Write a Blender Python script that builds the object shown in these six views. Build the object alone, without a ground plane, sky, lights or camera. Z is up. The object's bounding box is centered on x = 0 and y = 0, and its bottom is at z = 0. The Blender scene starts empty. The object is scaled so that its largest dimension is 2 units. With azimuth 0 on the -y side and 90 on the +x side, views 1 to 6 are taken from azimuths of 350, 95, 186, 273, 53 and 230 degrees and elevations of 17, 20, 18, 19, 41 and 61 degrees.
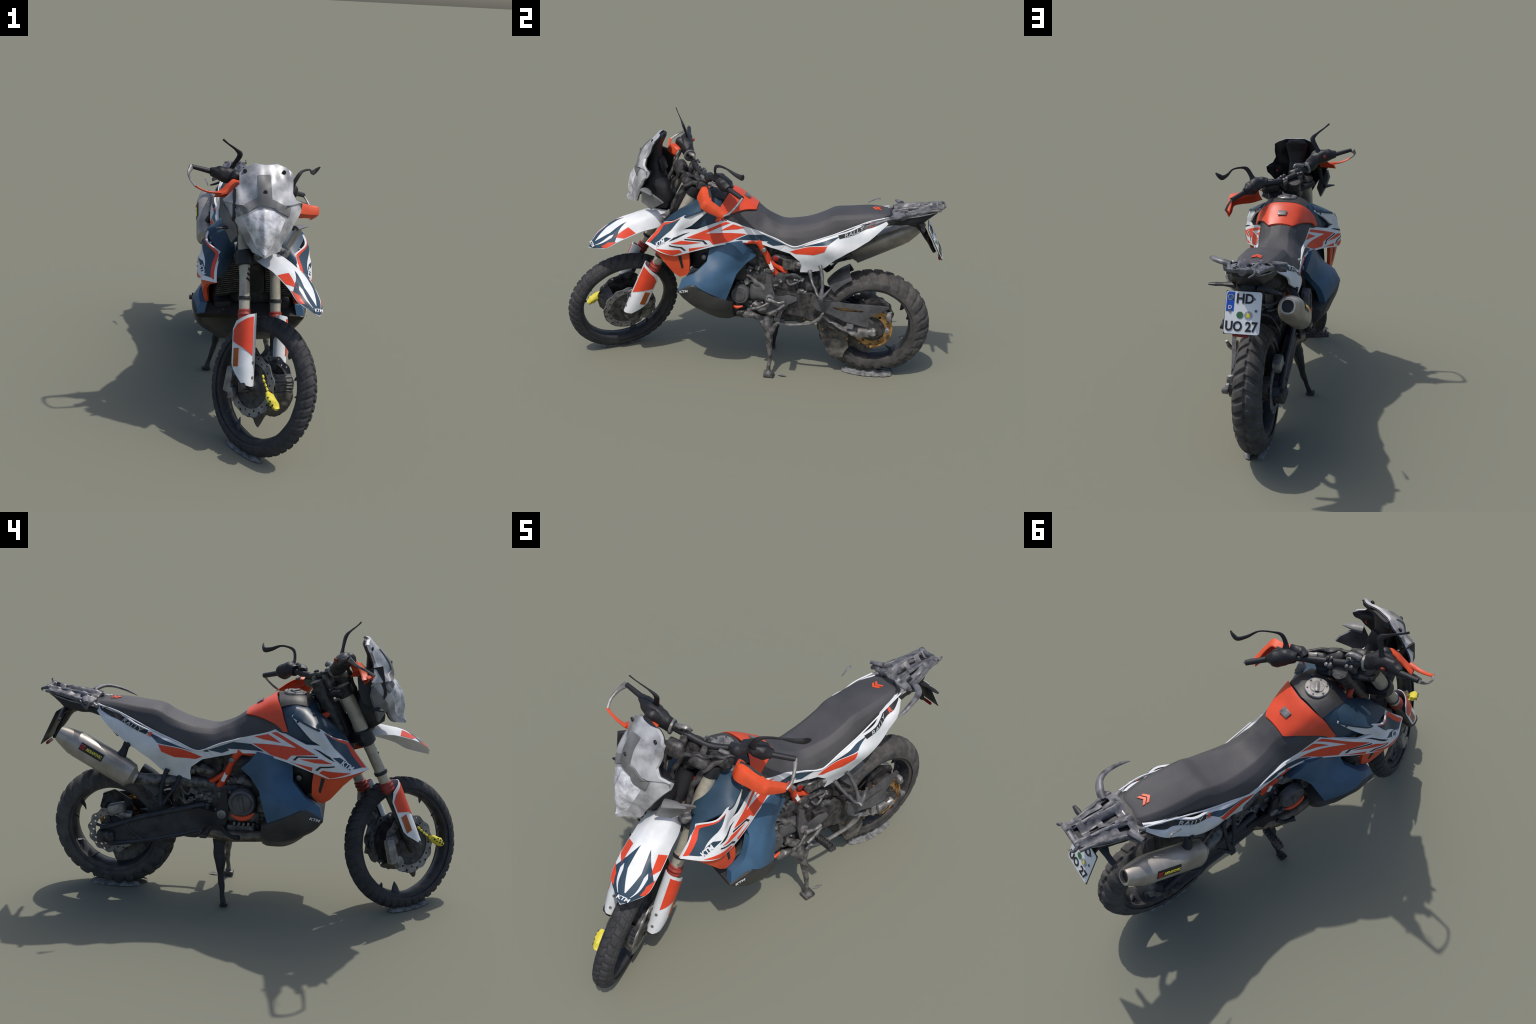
# Rally-style adventure motorcycle with orange / white / blue bodywork, parked with the
# handlebar turned to its left.  Built in two frames:
#   B: the bike frame  (x = bike's left, y = towards the tail, z = up)
#   S: the steered frame (x = left along the front axle, y = forward, z = up along the fork)
import bpy, bmesh, math, random
import numpy as np
from mathutils import Matrix, Vector, noise
from mathutils.geometry import delaunay_2d_cdt

random.seed(7)
rng = np.random.default_rng(7)

# ------------------------------------------------------------------ frames
YAW = math.radians(-3.15)
MB = Matrix.Translation((0.003, 0, 0)) @ Matrix.Rotation(YAW, 4, 'Z')
LEAN = math.radians(1.2)     # the bodywork leans slightly to the left
MBL = MB @ Matrix.Translation((0, 0, 0.85)) @ Matrix.Rotation(LEAN, 4, 'Y') @ Matrix.Translation((0, 0, -0.85))
RAKE, STEER = math.radians(26.3), math.radians(38.5)
AX = Vector((0, math.sin(RAKE), math.cos(RAKE)))
FW = Vector((0, -math.cos(RAKE), math.sin(RAKE)))
LT = Vector((1, 0, 0))
_n = LT * math.cos(STEER) + AX.cross(LT) * math.sin(STEER)
_p = FW * math.cos(STEER) + AX.cross(FW) * math.sin(STEER)
_q = Vector((0.0002, -0.7035, 0.2933))
MS = MB @ Matrix(((_n.x, _p.x, AX.x, _q.x), (_n.y, _p.y, AX.y, _q.y), (_n.z, _p.z, AX.z, _q.z), (0, 0, 0, 1)))

# ------------------------------------------------------------------ materials
def mat(name, col, rough=0.5, metal=0.0, col2=None, scale=9.0, amount=0.35, bump=0.0, bump_scale=60.0, coat=0.0, detail=5.0):
    m = bpy.data.materials.new(name); m.use_nodes = True
    nt = m.node_tree; b = nt.nodes['Principled BSDF']
    b.inputs['Roughness'].default_value = rough
    b.inputs['Metallic'].default_value = metal
    b.inputs['Coat Weight'].default_value = coat
    b.inputs['Specular IOR Level'].default_value = 0.35
    tc = nt.nodes.new('ShaderNodeTexCoord')
    nz = nt.nodes.new('ShaderNodeTexNoise'); nz.inputs['Scale'].default_value = scale; nz.inputs['Detail'].default_value = detail
    nz.inputs['Roughness'].default_value = 0.6
    nt.links.new(tc.outputs['Object'], nz.inputs['Vector'])
    ramp = nt.nodes.new('ShaderNodeValToRGB')
    c2 = col2 if col2 else tuple(c * (1 - amount) for c in col)
    ramp.color_ramp.elements[0].position = 0.35; ramp.color_ramp.elements[1].position = 0.62
    ramp.color_ramp.elements[0].color = (*c2, 1); ramp.color_ramp.elements[1].color = (*col, 1)
    nt.links.new(nz.outputs['Fac'], ramp.inputs['Fac'])
    nt.links.new(ramp.outputs['Color'], b.inputs['Base Color'])
    if bump:
        n2 = nt.nodes.new('ShaderNodeTexNoise'); n2.inputs['Scale'].default_value = bump_scale; n2.inputs['Detail'].default_value = 4
        nt.links.new(tc.outputs['Object'], n2.inputs['Vector'])
        bp = nt.nodes.new('ShaderNodeBump'); bp.inputs['Strength'].default_value = bump; bp.inputs['Distance'].default_value = 0.004
        nt.links.new(n2.outputs['Fac'], bp.inputs['Height']); nt.links.new(bp.outputs['Normal'], b.inputs['Normal'])
    return m

M = dict(
    white=mat('white_plastic', (0.66, 0.67, 0.68), 0.4, col2=(0.56, 0.58, 0.60), scale=14),
    orange=mat('orange_plastic', (0.66, 0.068, 0.024), 0.42, amount=0.18),
    duct=mat('orange_scoop', (0.64, 0.078, 0.024), 0.45, amount=0.2),
    red=mat('red_graphic', (0.64, 0.058, 0.022), 0.42, amount=0.15, scale=16),
    navy=mat('navy_plastic', (0.026, 0.055, 0.088), 0.4, amount=0.35, scale=7),
    blue=mat('blue_tank_plastic', (0.042, 0.100, 0.175), 0.38, col2=(0.028, 0.066, 0.118), scale=6),
    black=mat('black_plastic', (0.020, 0.020, 0.023), 0.5, col2=(0.011, 0.011, 0.013), scale=12, bump=0.2),
    skid=mat('dark_skid_plate', (0.048, 0.046, 0.045), 0.5, col2=(0.026, 0.025, 0.025), scale=7, bump=0.2),
    seat=mat('seat_vinyl', (0.062, 0.060, 0.064), 0.62, col2=(0.047, 0.046, 0.049), scale=5, bump=0.25, bump_scale=220),
    seatside=mat('seat_side_vinyl', (0.045, 0.044, 0.046), 0.7, amount=0.25, scale=7, bump=0.3, bump_scale=220),
    tyre=mat('tyre_rubber', (0.040, 0.040, 0.042), 0.75, col2=(0.024, 0.024, 0.027), scale=18, bump=0.3, bump_scale=90),
    tyredust=mat('dusty_tyre_rubber', (0.074, 0.069, 0.064), 0.8, col2=(0.032, 0.031, 0.031), scale=14, bump=0.3, bump_scale=90),
    rim=mat('rim_black', (0.035, 0.037, 0.045), 0.45, amount=0.5, scale=20),
    engine=mat('engine_metal', (0.155, 0.150, 0.145), 0.42, metal=0.25, col2=(0.028, 0.027, 0.027), scale=36, bump=0.5, bump_scale=45),  # light-dark mottle, in engdark too, paints metal highlights into the base colour
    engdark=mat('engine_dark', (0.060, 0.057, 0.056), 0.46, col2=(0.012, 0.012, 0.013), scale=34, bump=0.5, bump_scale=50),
    alloy=mat('grey_alloy', (0.26, 0.25, 0.24), 0.4, metal=0.35, col2=(0.10, 0.098, 0.10), scale=30),
    cover=mat('engine_cover_grey', (0.100, 0.100, 0.104), 0.42, metal=0.2, col2=(0.055, 0.055, 0.058), scale=18),
    steel=mat('brushed_steel', (0.36, 0.33, 0.29), 0.36, metal=0.45, col2=(0.25, 0.225, 0.19), scale=9),
    pipe=mat('burnt_pipe_steel', (0.20, 0.165, 0.12), 0.4, metal=0.4, col2=(0.07, 0.058, 0.048), scale=16),
    fork=mat('fork_tube_alloy', (0.43, 0.39, 0.31), 0.35, metal=0.2, col2=(0.28, 0.265, 0.225), scale=12),  # base colour lightened and kept warm to match the sunlit left tube
    silver=mat('headlight_lens_silver', (0.42, 0.42, 0.43), 0.35, metal=0.15, col2=(0.19, 0.19, 0.20), scale=11, detail=3),  # grey noise streaks carry the mask's baked-in metallic sheen as colour
    lens=mat('bright_lens', (0.66, 0.66, 0.69), 0.3, metal=0.1, col2=(0.30, 0.30, 0.32), scale=26, detail=4),
    lensgrey=mat('lens_frame_grey', (0.155, 0.155, 0.155), 0.4, amount=0.35, scale=14),
    rack=mat('rack_grey', (0.150, 0.147, 0.155), 0.4, col2=(0.040, 0.040, 0.045), scale=26, detail=3),
    gold=mat('gold_sprocket', (0.42, 0.235, 0.075), 0.4, metal=0.3, col2=(0.17, 0.095, 0.035), scale=30),
    yellow=mat('yellow_lock', (0.72, 0.62, 0.06), 0.5, amount=0.2),
    plate=mat('plate_white', (0.70, 0.71, 0.71), 0.4, amount=0.08),
    eublue=mat('plate_blue', (0.012, 0.075, 0.42), 0.4, amount=0.1),
    ink=mat('plate_ink', (0.015, 0.015, 0.016), 0.5, amount=0.1),
    green=mat('green_seal', (0.045, 0.16, 0.06), 0.5, amount=0.3, scale=80),
    seal=mat('grey_seal', (0.34, 0.36, 0.36), 0.5, amount=0.2, scale=60),
    sand=mat('dusty_web', (0.125, 0.115, 0.098), 0.75, col2=(0.035, 0.033, 0.030), scale=22, bump=0.3),
    ground=mat('pale_ground_crumb', (0.20, 0.20, 0.20), 0.8, col2=(0.07, 0.07, 0.07), scale=40),
    disc=mat('brake_disc_steel', (0.23, 0.225, 0.22), 0.4, metal=0.35, col2=(0.10, 0.10, 0.10), scale=26),
    amber=mat('amber_reflector', (0.36, 0.085, 0.015), 0.35, amount=0.3),
    redlens=mat('red_lens', (0.28, 0.012, 0.012), 0.3, amount=0.3),
    boot=mat('red_dust_boot', (0.32, 0.045, 0.035), 0.5, amount=0.35, scale=40),
)

# ------------------------------------------------------------------ object helpers
root = bpy.data.objects.new('motorcycle', None)
bpy.context.scene.collection.objects.link(root)
root.empty_display_size = 0.2
root['label'] = 'orange white and blue rally adventure motorcycle with grey headlight mask'
root['category'] = 'motorcycle'

def add(name, verts, faces, material, frame=MB, parent=None, smooth=35, stuff=False):
    me = bpy.data.meshes.new(name)
    me.from_pydata([tuple(map(float, v)) for v in verts], [], [tuple(int(i) for i in f) for f in faces])
    bm = bmesh.new(); bm.from_mesh(me)
    bmesh.ops.remove_doubles(bm, verts=bm.verts, dist=1e-6)
    bmesh.ops.recalc_face_normals(bm, faces=bm.faces)
    bm.to_mesh(me); bm.free()
    mats = material if isinstance(material, list) else [material]
    for k in mats: me.materials.append(M[k])
    if smooth:
        me.shade_smooth()
        me.set_sharp_from_angle(angle=math.radians(smooth))
    ob = bpy.data.objects.new(name, me)
    bpy.context.scene.collection.objects.link(ob)
    ob.parent = parent or root
    ob.matrix_parent_inverse = (parent.matrix_basis.inverted() if parent else Matrix())
    ob.matrix_basis = frame.copy()
    if stuff: ob['kind'] = 'stuff'
    return ob

def lump(verts, amp, freq, seed=0.0):
    """push points about with smooth noise: the soft dented look of the scanned parts"""
    out = []
    for v in verts:
        v = Vector(v)
        out.append(v + noise.noise_vector(v * freq + Vector((seed, seed * 1.7, -seed))) * amp)
    return out

def spline(pts, n):
    """Catmull-Rom resampling of a list of points (any dimension)"""
    P = np.array(pts, float); k = len(P)
    if k == 2:
        t = np.linspace(0, 1, n)[:, None]; return P[0] * (1 - t) + P[1] * t
    E = np.vstack([2 * P[0] - P[1], P, 2 * P[-1] - P[-2]])
    out = []
    for t in np.linspace(0, k - 1, n):
        i = min(int(t), k - 2); u = t - i
        a, b, c, d = E[i], E[i + 1], E[i + 2], E[i + 3]
        out.append(0.5 * (2 * b + (c - a) * u + (2 * a - 5 * b + 4 * c - d) * u * u + (3 * b - a - 3 * c + d) * u ** 3))
    return np.array(out)

def interp(xs, ys, x):
    return np.array([np.interp(x, xs, np.array(ys)[:, j]) for j in range(np.array(ys).shape[1])])

def grid_faces(nu, nv, wrap_v=False):
    f = []
    for i in range(nu - 1):
        for j in range(nv if wrap_v else nv - 1):
            j2 = (j + 1) % nv
            f.append((i * nv + j, i * nv + j2, (i + 1) * nv + j2, (i + 1) * nv + j))
    return f

def tube(path, radii, n=12, steps=None, flat=1.0, cap=True):
    """round (or flattened) tube along a smooth path, radius varying along it"""
    steps = steps or max(8, 6 * len(path))
    P = spline(path, steps)
    R = np.interp(np.linspace(0, 1, steps), np.linspace(0, 1, len(radii)), radii)
    V = []; up = Vector((0.13, 0.2, 0.97))
    for i in range(steps):
        t = Vector(P[min(i + 1, steps - 1)] - P[max(i - 1, 0)]).normalized()
        if abs(t.dot(up)) > 0.95: up = Vector((0.9, 0.3, 0.1))
        a = t.cross(up).normalized(); b = a.cross(t)
        up = b
        for j in range(n):
            th = 2 * math.pi * j / n
            V.append(Vector(P[i]) + (a * math.cos(th) + b * math.sin(th) * flat) * R[i])
    F = grid_faces(steps, n, True)
    if cap:
        F.append(tuple(range(n))); F.append(tuple((steps - 1) * n + j for j in range(n)))
    return V, F

def merge(*parts):
    V, F = [], []
    for v, f in parts:
        o = len(V); V += list(v); F += [tuple(i + o for i in q) for q in f]
    return V, F

def lathe(profile, center, axis='x', n=48, closed=False):
    """profile: list of (offset along axis, radius)"""
    V = []
    for a, r in profile:
        for j in range(n):
            th = 2 * math.pi * j / n
            c, s = math.cos(th) * r, math.sin(th) * r
            V.append({'x': (a, c, s), 'y': (c, a, s), 'z': (c, s, a)}[axis])
    V = [Vector(v) + Vector(center) for v in V]
    k = len(profile)
    F = grid_faces(k, n, True)
    if closed: F += [((k - 1) * n + j, (k - 1) * n + (j + 1) % n, (j + 1) % n, j) for j in range(n)]
    else: F += [tuple(range(n)), tuple((k - 1) * n + j for j in range(n))]
    return V, F

def box(c, s, bev=0.004, rot=None, seg=2):
    bm = bmesh.new(); bmesh.ops.create_cube(bm, size=1)
    for v in bm.verts: v.co = Vector((v.co.x * s[0], v.co.y * s[1], v.co.z * s[2]))
    if bev: bmesh.ops.bevel(bm, geom=bm.edges[:], offset=bev, segments=seg, affect='EDGES', profile=0.5)
    Rm = rot or Matrix()
    bm.verts.index_update()
    V = [Rm @ v.co + Vector(c) for v in bm.verts]; F = [tuple(v.index for v in f.verts) for f in bm.faces]
    bm.free(); return V, F

def inside(p, poly):
    x, y = p; r = False; n = len(poly)
    for i in range(n):
        x1, y1 = poly[i]; x2, y2 = poly[(i + 1) % n]
        if (y1 > y) != (y2 > y) and x < (x2 - x1) * (y - y1) / (y2 - y1) + x1: r = not r
    return r

def flat_mesh(poly, step, holes=(), inner=()):
    """fill a 2-D outline with an even triangle mesh; returns points, triangles and the border loops"""
    loops = []; pts = []; edges = []
    for lp in [poly, *holes]:
        idx = []
        for i in range(len(lp)):
            a, b = np.array(lp[i]), np.array(lp[(i + 1) % len(lp)])
            k = max(1, int(np.linalg.norm(b - a) / step))
            for q in range(k):
                idx.append(len(pts)); pts.append(tuple(a + (b - a) * q / k))
        edges += [(idx[i], idx[(i + 1) % len(idx)]) for i in range(len(idx))]
        loops.append(idx)
    for lp in inner:                     # extra outlines that the triangles must follow
        k0 = len(pts)
        for i in range(len(lp)):
            a, b = np.array(lp[i]), np.array(lp[(i + 1) % len(lp)])
            k = max(1, int(np.linalg.norm(b - a) / step))
            for q in range(k): pts.append(tuple(a + (b - a) * q / k))
        k1 = len(pts)
        edges += [(i, i + 1 if i + 1 < k1 else k0) for i in range(k0, k1)]
    P = np.array(poly); lo, hi = P.min(0), P.max(0)
    bp = np.array(pts)
    r = 0
    y = lo[1] + step / 2
    while y < hi[1]:
        x = lo[0] + (step / 2 if r % 2 else step)
        while x < hi[0]:
            if inside((x, y), poly) and not any(inside((x, y), h) for h in holes) and np.min(np.hypot(bp[:, 0] - x, bp[:, 1] - y)) > step * 0.55:
                pts.append((x, y))
            x += step
        y += step * 0.87; r += 1
    vs, es, fs, *_ = delaunay_2d_cdt([Vector(p) for p in pts], edges, [], 0, 1e-7)
    out = []
    for f in fs:
        c = sum((vs[i] for i in f), Vector((0, 0))) / len(f)
        if inside(c, poly) and not any(inside(c, h) for h in holes): out.append(tuple(f))
    return [tuple(v) for v in vs], out

def shell(pts, tris, f, thick, inward):
    """lift a flat mesh on to the surface f(u,v) and give it a back side `thick` away along `inward`"""
    A = [Vector(f(*p)) for p in pts]; n = len(A)
    B = [a + Vector(inward) * thick for a in A]
    F = [tuple(t) for t in tris] + [tuple(i + n for i in reversed(t)) for t in tris]
    cnt = {}
    for t in tris:
        for i in range(len(t)):
            e = (t[i], t[(i + 1) % len(t)]); cnt[e] = 1
    for a, b in cnt:
        if (b, a) not in cnt: F.append((b, a, a + n, b + n))
    return A + B, F

class Sheet:
    """smooth surface w = f(u, v) through a few measured control points (thin-plate spline)"""
    def __init__(s, C, lam=1e-4):
        C = np.array(C, float); s.P = C[:, :2]; n = len(C)
        A = np.zeros((n + 3, n + 3)); A[:n, :n] = s.k(s.P) + lam * np.eye(n)
        A[:n, n] = 1; A[:n, n + 1:] = s.P; A[n, :n] = 1; A[n + 1:, :n] = s.P.T
        s.w = np.linalg.solve(A, np.r_[C[:, 2], 0, 0, 0])
    def k(s, q):
        r = np.linalg.norm(np.atleast_2d(q)[:, None] - s.P[None], axis=2)
        return np.where(r > 0, r * r * np.log(r + 1e-12), 0)
    def __call__(s, u, v):
        q = np.array([[u, v]]); n = len(s.P)
        return float((s.k(q) @ s.w[:n] + s.w[n] + q @ s.w[n + 1:])[0])

def mirror_poly(side): return side

def side_part(name, poly, surf, material, thick, step=0.012, parent=None, proud=0.0, rough=0.0):
    """one body panel per side, x = surf(y, z), with thickness; returns [left, right]"""
    obs = []
    pts, tris = flat_mesh(poly, step)
    for sd in (1, -1):
        par = parent[0 if sd > 0 else 1] if parent else None
        f = lambda y, z: (sd * (surf(y, z) + proud + rough * noise.noise(Vector((y * 14, z * 14, sd)))), y, z)
        V, F = shell(pts, tris, f, thick, (-sd, 0, 0))
        obs.append(add(name, V, F, material, MBL, par, smooth=30))
    return obs

def graphic_panel(name, poly, surf, material, thick, graphics, step=0.012, rough=0.0):
    """body panel on both sides; graphics = [(name, material, outline)] are thin films cut from the same mesh"""
    pts, tris = flat_mesh(poly, step, inner=[g[2] for g in graphics])
    cen = [np.mean([pts[i] for i in t], axis=0) for t in tris]
    obs = []
    for sd in (1, -1):
        f = lambda y, z, o=0.0: (sd * (surf(y, z) + o + rough * noise.noise(Vector((y * 14, z * 14, sd)))), y, z)
        V, F = shell(pts, tris, f, thick, (-sd, 0, 0))
        base = add(name, V, F, material, MBL, None, smooth=30); obs.append(base)
        for k, (gn, gm, gp) in enumerate(graphics):
            sub = [t for t, c in zip(tris, cen) if inside(c, gp)]
            used = sorted({i for t in sub for i in t}); ix = {v: i for i, v in enumerate(used)}
            off = 0.0010 + 0.0003 * (k % 4)
            V, F = shell([pts[i] for i in used], [tuple(ix[i] for i in t) for t in sub], lambda y, z: f(y, z, off), off + 0.001, (-sd, 0, 0))
            add(gn, V, F, gm, MBL, base, smooth=30)
    return obs

def decals(polys, surf, material, parent, name='stripe_graphic', rough=0.0, proud=0.0009):
    for p in polys:
        side_part(name, p, surf, material, 0.0012, 0.014, parent, proud, rough)

def loft(name, stations, material, ny=60, nt=36, frame=MBL, parent=None, close_bottom=True, lumpy=0.0, freq=9, cap=True, smooth=40, tension=0.0):
    """symmetric body: stations (y, half section [(x,z)... from the middle outwards])"""
    f = LoftSurf(stations, tension)
    ys = np.linspace(f.ys[0], f.ys[-1], ny)
    ring = []
    for y in ys:
        half = [f(y, t) for t in np.linspace(0, 1, nt)]
        row = half + [Vector((-p.x, p.y, p.z)) for p in reversed(half[1:])]
        ring += row
    n = 2 * nt - 1
    F = grid_faces(ny, n, close_bottom)
    if cap: F += [tuple(range(n)), tuple((ny - 1) * n + j for j in range(n))]
    V = lump(ring, lumpy, freq, 3.0) if lumpy else ring
    return add(name, V, F, material, frame, parent, smooth)

class LoftSurf:
    def __init__(s, stations, tension=0.0):
        s.ten = tension
        s.ys = np.array([q[0] for q in stations]); s.sec = np.array([q[1] for q in stations])
    def __call__(s, y, t, off=0.0):
        k = s.sec.shape[1]
        n = len(s.ys)
        i = int(np.clip(np.searchsorted(s.ys, y) - 1, 0, n - 2)); u = (y - s.ys[i]) / (s.ys[i + 1] - s.ys[i])
        def tang(j):
            if j == 0: return (s.sec[1] - s.sec[0]) / (s.ys[1] - s.ys[0])
            if j == n - 1: return (s.sec[-1] - s.sec[-2]) / (s.ys[-1] - s.ys[-2])
            return (s.sec[j + 1] - s.sec[j - 1]) / (s.ys[j + 1] - s.ys[j - 1])
        h = s.ys[i + 1] - s.ys[i]
        S = (2 * u**3 - 3 * u**2 + 1) * s.sec[i] + (u**3 - 2 * u**2 + u) * h * tang(i) + (-2 * u**3 + 3 * u**2) * s.sec[i + 1] + (u**3 - u**2) * h * tang(i + 1)
        E = np.vstack([[-S[1][0], S[1][1]], S, 2 * S[-1] - S[-2]])
        q = min(t, 1.0) * (k - 1); j = min(int(q), k - 2); w = q - j
        a, b, c, d = E[j], E[j + 1], E[j + 2], E[j + 3]
        k1, k2 = 0.5 * (1 - s.ten) * (c - a), 0.5 * (1 - s.ten) * (d - b)
        p = (2 * w**3 - 3 * w**2 + 1) * b + (w**3 - 2 * w**2 + w) * k1 + (-2 * w**3 + 3 * w**2) * c + (w**3 - w**2) * k2
        return Vector((max(p[0], 0), y, p[1]))

def text(name, body, size, material, place, parent=None, extrude=0.0006, bold=0.0, shear=0.0, sx=1.0):
    """lettering, converted to a mesh; place: 4x4 matrix (text lies in its local xy plane)"""
    cu = bpy.data.curves.new(name, 'FONT'); cu.body = body; cu.size = size; cu.extrude = extrude
    cu.align_x = 'CENTER'; cu.align_y = 'CENTER'; cu.offset = bold; cu.shear = shear; cu.resolution_u = 3
    ob = bpy.data.objects.new(name, cu); bpy.context.scene.collection.objects.link(ob)
    dg = bpy.context.evaluated_depsgraph_get()
    me = bpy.data.meshes.new_from_object(ob.evaluated_get(dg)); bpy.data.objects.remove(ob); bpy.data.curves.remove(cu)
    me.name = name; me.materials.clear(); me.materials.append(M[material])
    for v in me.vertices: v.co.x *= sx
    ob = bpy.data.objects.new(name, me); bpy.context.scene.collection.objects.link(ob)
    ob.parent = parent or root
    ob.matrix_parent_inverse = (parent.matrix_basis.inverted() if parent else Matrix())
    ob.matrix_basis = place
    return ob

def panel_text(name, body, size, material, surf, a, b, sd, parent, bold=0.0, shear=0.0, sx=1.0, rough=0.0):
    """letters laid on a side panel along the line a-b (y, z), following its curvature"""
    ob = text(name, body, size, material, MBL, parent, 0.0006, bold, shear, sx)
    c = (np.array(a) + np.array(b)) / 2; d = np.array(b) - np.array(a); d = d / np.linalg.norm(d); u = np.array([-d[1], d[0]])
    for v in ob.data.vertices:
        p = c + d * v.co.x * sd + u * v.co.y
        v.co = Vector((sd * (surf(*p) + 0.0035 + v.co.z), p[0], p[1]))
    return ob

def frame_from(o, xdir, ydir):
    x = Vector(xdir).normalized(); z = x.cross(Vector(ydir)).normalized(); y = z.cross(x)
    return Matrix(((x.x, y.x, z.x, o[0]), (x.y, y.y, z.y, o[1]), (x.z, y.z, z.z, o[2]), (0, 0, 0, 1)))

# ================================================================== WHEELS
def tyre_mesh(R, half_w, r_in, rim_half, pattern, nth=720, wob=0.002):
    """torus-like tyre; the outer profile carries tread blocks cut by `pattern(theta, s)` (s = -1..1 across)"""
    prof = []                                    # (x, radius, tread weight, s)
    a = half_w
    for s in np.linspace(-1, 1, 41):
        ph = s * math.radians(100)
        rr = (R - a * 1.05) + a * 1.05 * math.cos(ph); xx = a * math.sin(ph)
        wt = 1.0 if abs(s) < 0.78 else max(0, 1 - (abs(s) - 0.78) / 0.06)
        prof.append((xx, rr, wt, s))
    side = [(rim_half * 1.05, r_in + 0.030), (rim_half, r_in + 0.018), (rim_half * 0.95, r_in + 0.004), (rim_half * 0.6, r_in), (0, r_in + 0.003)]
    ring = [(x, r, 0, 0) for x, r in side]
    prof = prof + ring + [(-x, r, 0, 0) for x, r, *_ in reversed(ring[:-1])]
    k = len(prof); V = []
    for i in range(nth):
        th = 2 * math.pi * i / nth; c, s_ = math.cos(th), math.sin(th)
        for x, r, w, s in prof:
            rr = r
            if w: rr = r - w * pattern(th, s)
            rr += wob * noise.noise(Vector((c * 5, s_ * 5, x * 20)))
            V.append((x, c * rr, s_ * rr))
    F = []
    for i in range(nth):
        i2 = (i + 1) % nth
        for j in range(k):
            j2 = (j + 1) % k
            F.append((i * k + j, i * k + j2, i2 * k + j2, i2 * k + j))
    return V, F

def sq(x, duty, soft=0.08):
    x = x % 1.0
    d = min(x, 1 - x) - (1 - duty) / 2          # <0 inside groove
    return 1.0 if d < -soft / 2 else (0.0 if d > soft / 2 else 0.5 - d / soft)

def front_tread(th, s):
    n = 44; ph = th / (2 * math.pi) * n
    g1 = sq(ph + 0.9 * abs(s) + (0.5 if s > 0 else 0), 0.70)
    lane = max(sq((s + 1.03) / 0.5, 0.84, 0.1), 0)
    return 0.0068 * max(g1, lane * 0.8)

def rear_tread(th, s):
    n = 30; ph = th / (2 * math.pi) * n
    sh = 0.5 if s > 0 else 0.0
    g1 = sq(ph + sh + 0.85 * abs(s), 0.64)
    mid = sq((s + 1.0) / 0.62 + 0.42, 0.84, 0.1)
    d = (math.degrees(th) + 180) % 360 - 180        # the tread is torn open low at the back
    hollow = 0.065 * math.exp(-((d + 76) / 11) ** 4) * math.exp(-((s - 0.1) / 0.42) ** 4)
    return 0.0115 * max(g1, 0.7 * mid) + hollow

def shift(vf, c):
    V, F = vf; return [Vector(v) + Vector(c) for v in V], F

RWC = (-0.006, 0.660, 0.303)
WT = math.radians(2.8)        # the rear wheel leans with the bike
MW = MB @ Matrix.Translation(RWC) @ Matrix.Rotation(WT, 4, 'Y') @ Matrix.Translation([-q for q in RWC])
rear_wheel = add('rear_wheel', *shift(tyre_mesh(0.3025, 0.067, 0.200, 0.058, rear_tread), RWC), 'tyredust', MW, smooth=50)
FWC = (0.0, 0.0252, 0.0)
front_wheel = add('front_wheel', *shift(tyre_mesh(0.3135, 0.044, 0.238, 0.036, front_tread), FWC), 'tyre', MS, smooth=50)

def rim(c, r_in, hw, frame, parent):
    prof = [(-hw, r_in + 0.014), (-hw * 0.9, r_in + 0.004), (-hw * 0.5, r_in - 0.004), (0, r_in - 0.009), (hw * 0.5, r_in - 0.004), (hw * 0.9, r_in + 0.004), (hw, r_in + 0.014),
            (hw * 0.9, r_in + 0.02), (-hw * 0.9, r_in + 0.02)]
    V, F = lathe(prof, c, 'x', 120, closed=True)
    return add('rim', lump(V, 0.003, 30), F, 'rim', frame, parent)
rim(RWC, 0.199, 0.052, MW, rear_wheel)
rim(FWC, 0.240, 0.034, MS, front_wheel)

def hub(c, prof, frame, parent, material='engdark'):
    V, F = lathe(prof, c, 'x', 32)
    return add('hub', lump(V, 0.004, 30), F, material, frame, parent)
hub(RWC, [(-0.105, 0.02), (-0.10, 0.035), (-0.07, 0.04), (-0.06, 0.06), (-0.03, 0.055), (0.03, 0.055), (0.06, 0.075), (0.085, 0.07), (0.09, 0.03), (0.135, 0.025), (0.14, 0.015)], MW, rear_wheel)
hub(FWC, [(-0.135, 0.012), (-0.13, 0.022), (-0.075, 0.03), (-0.06, 0.055), (-0.02, 0.04), (0.02, 0.04), (0.06, 0.055), (0.075, 0.03), (0.125, 0.022), (0.13, 0.012)], MS, front_wheel)

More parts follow.
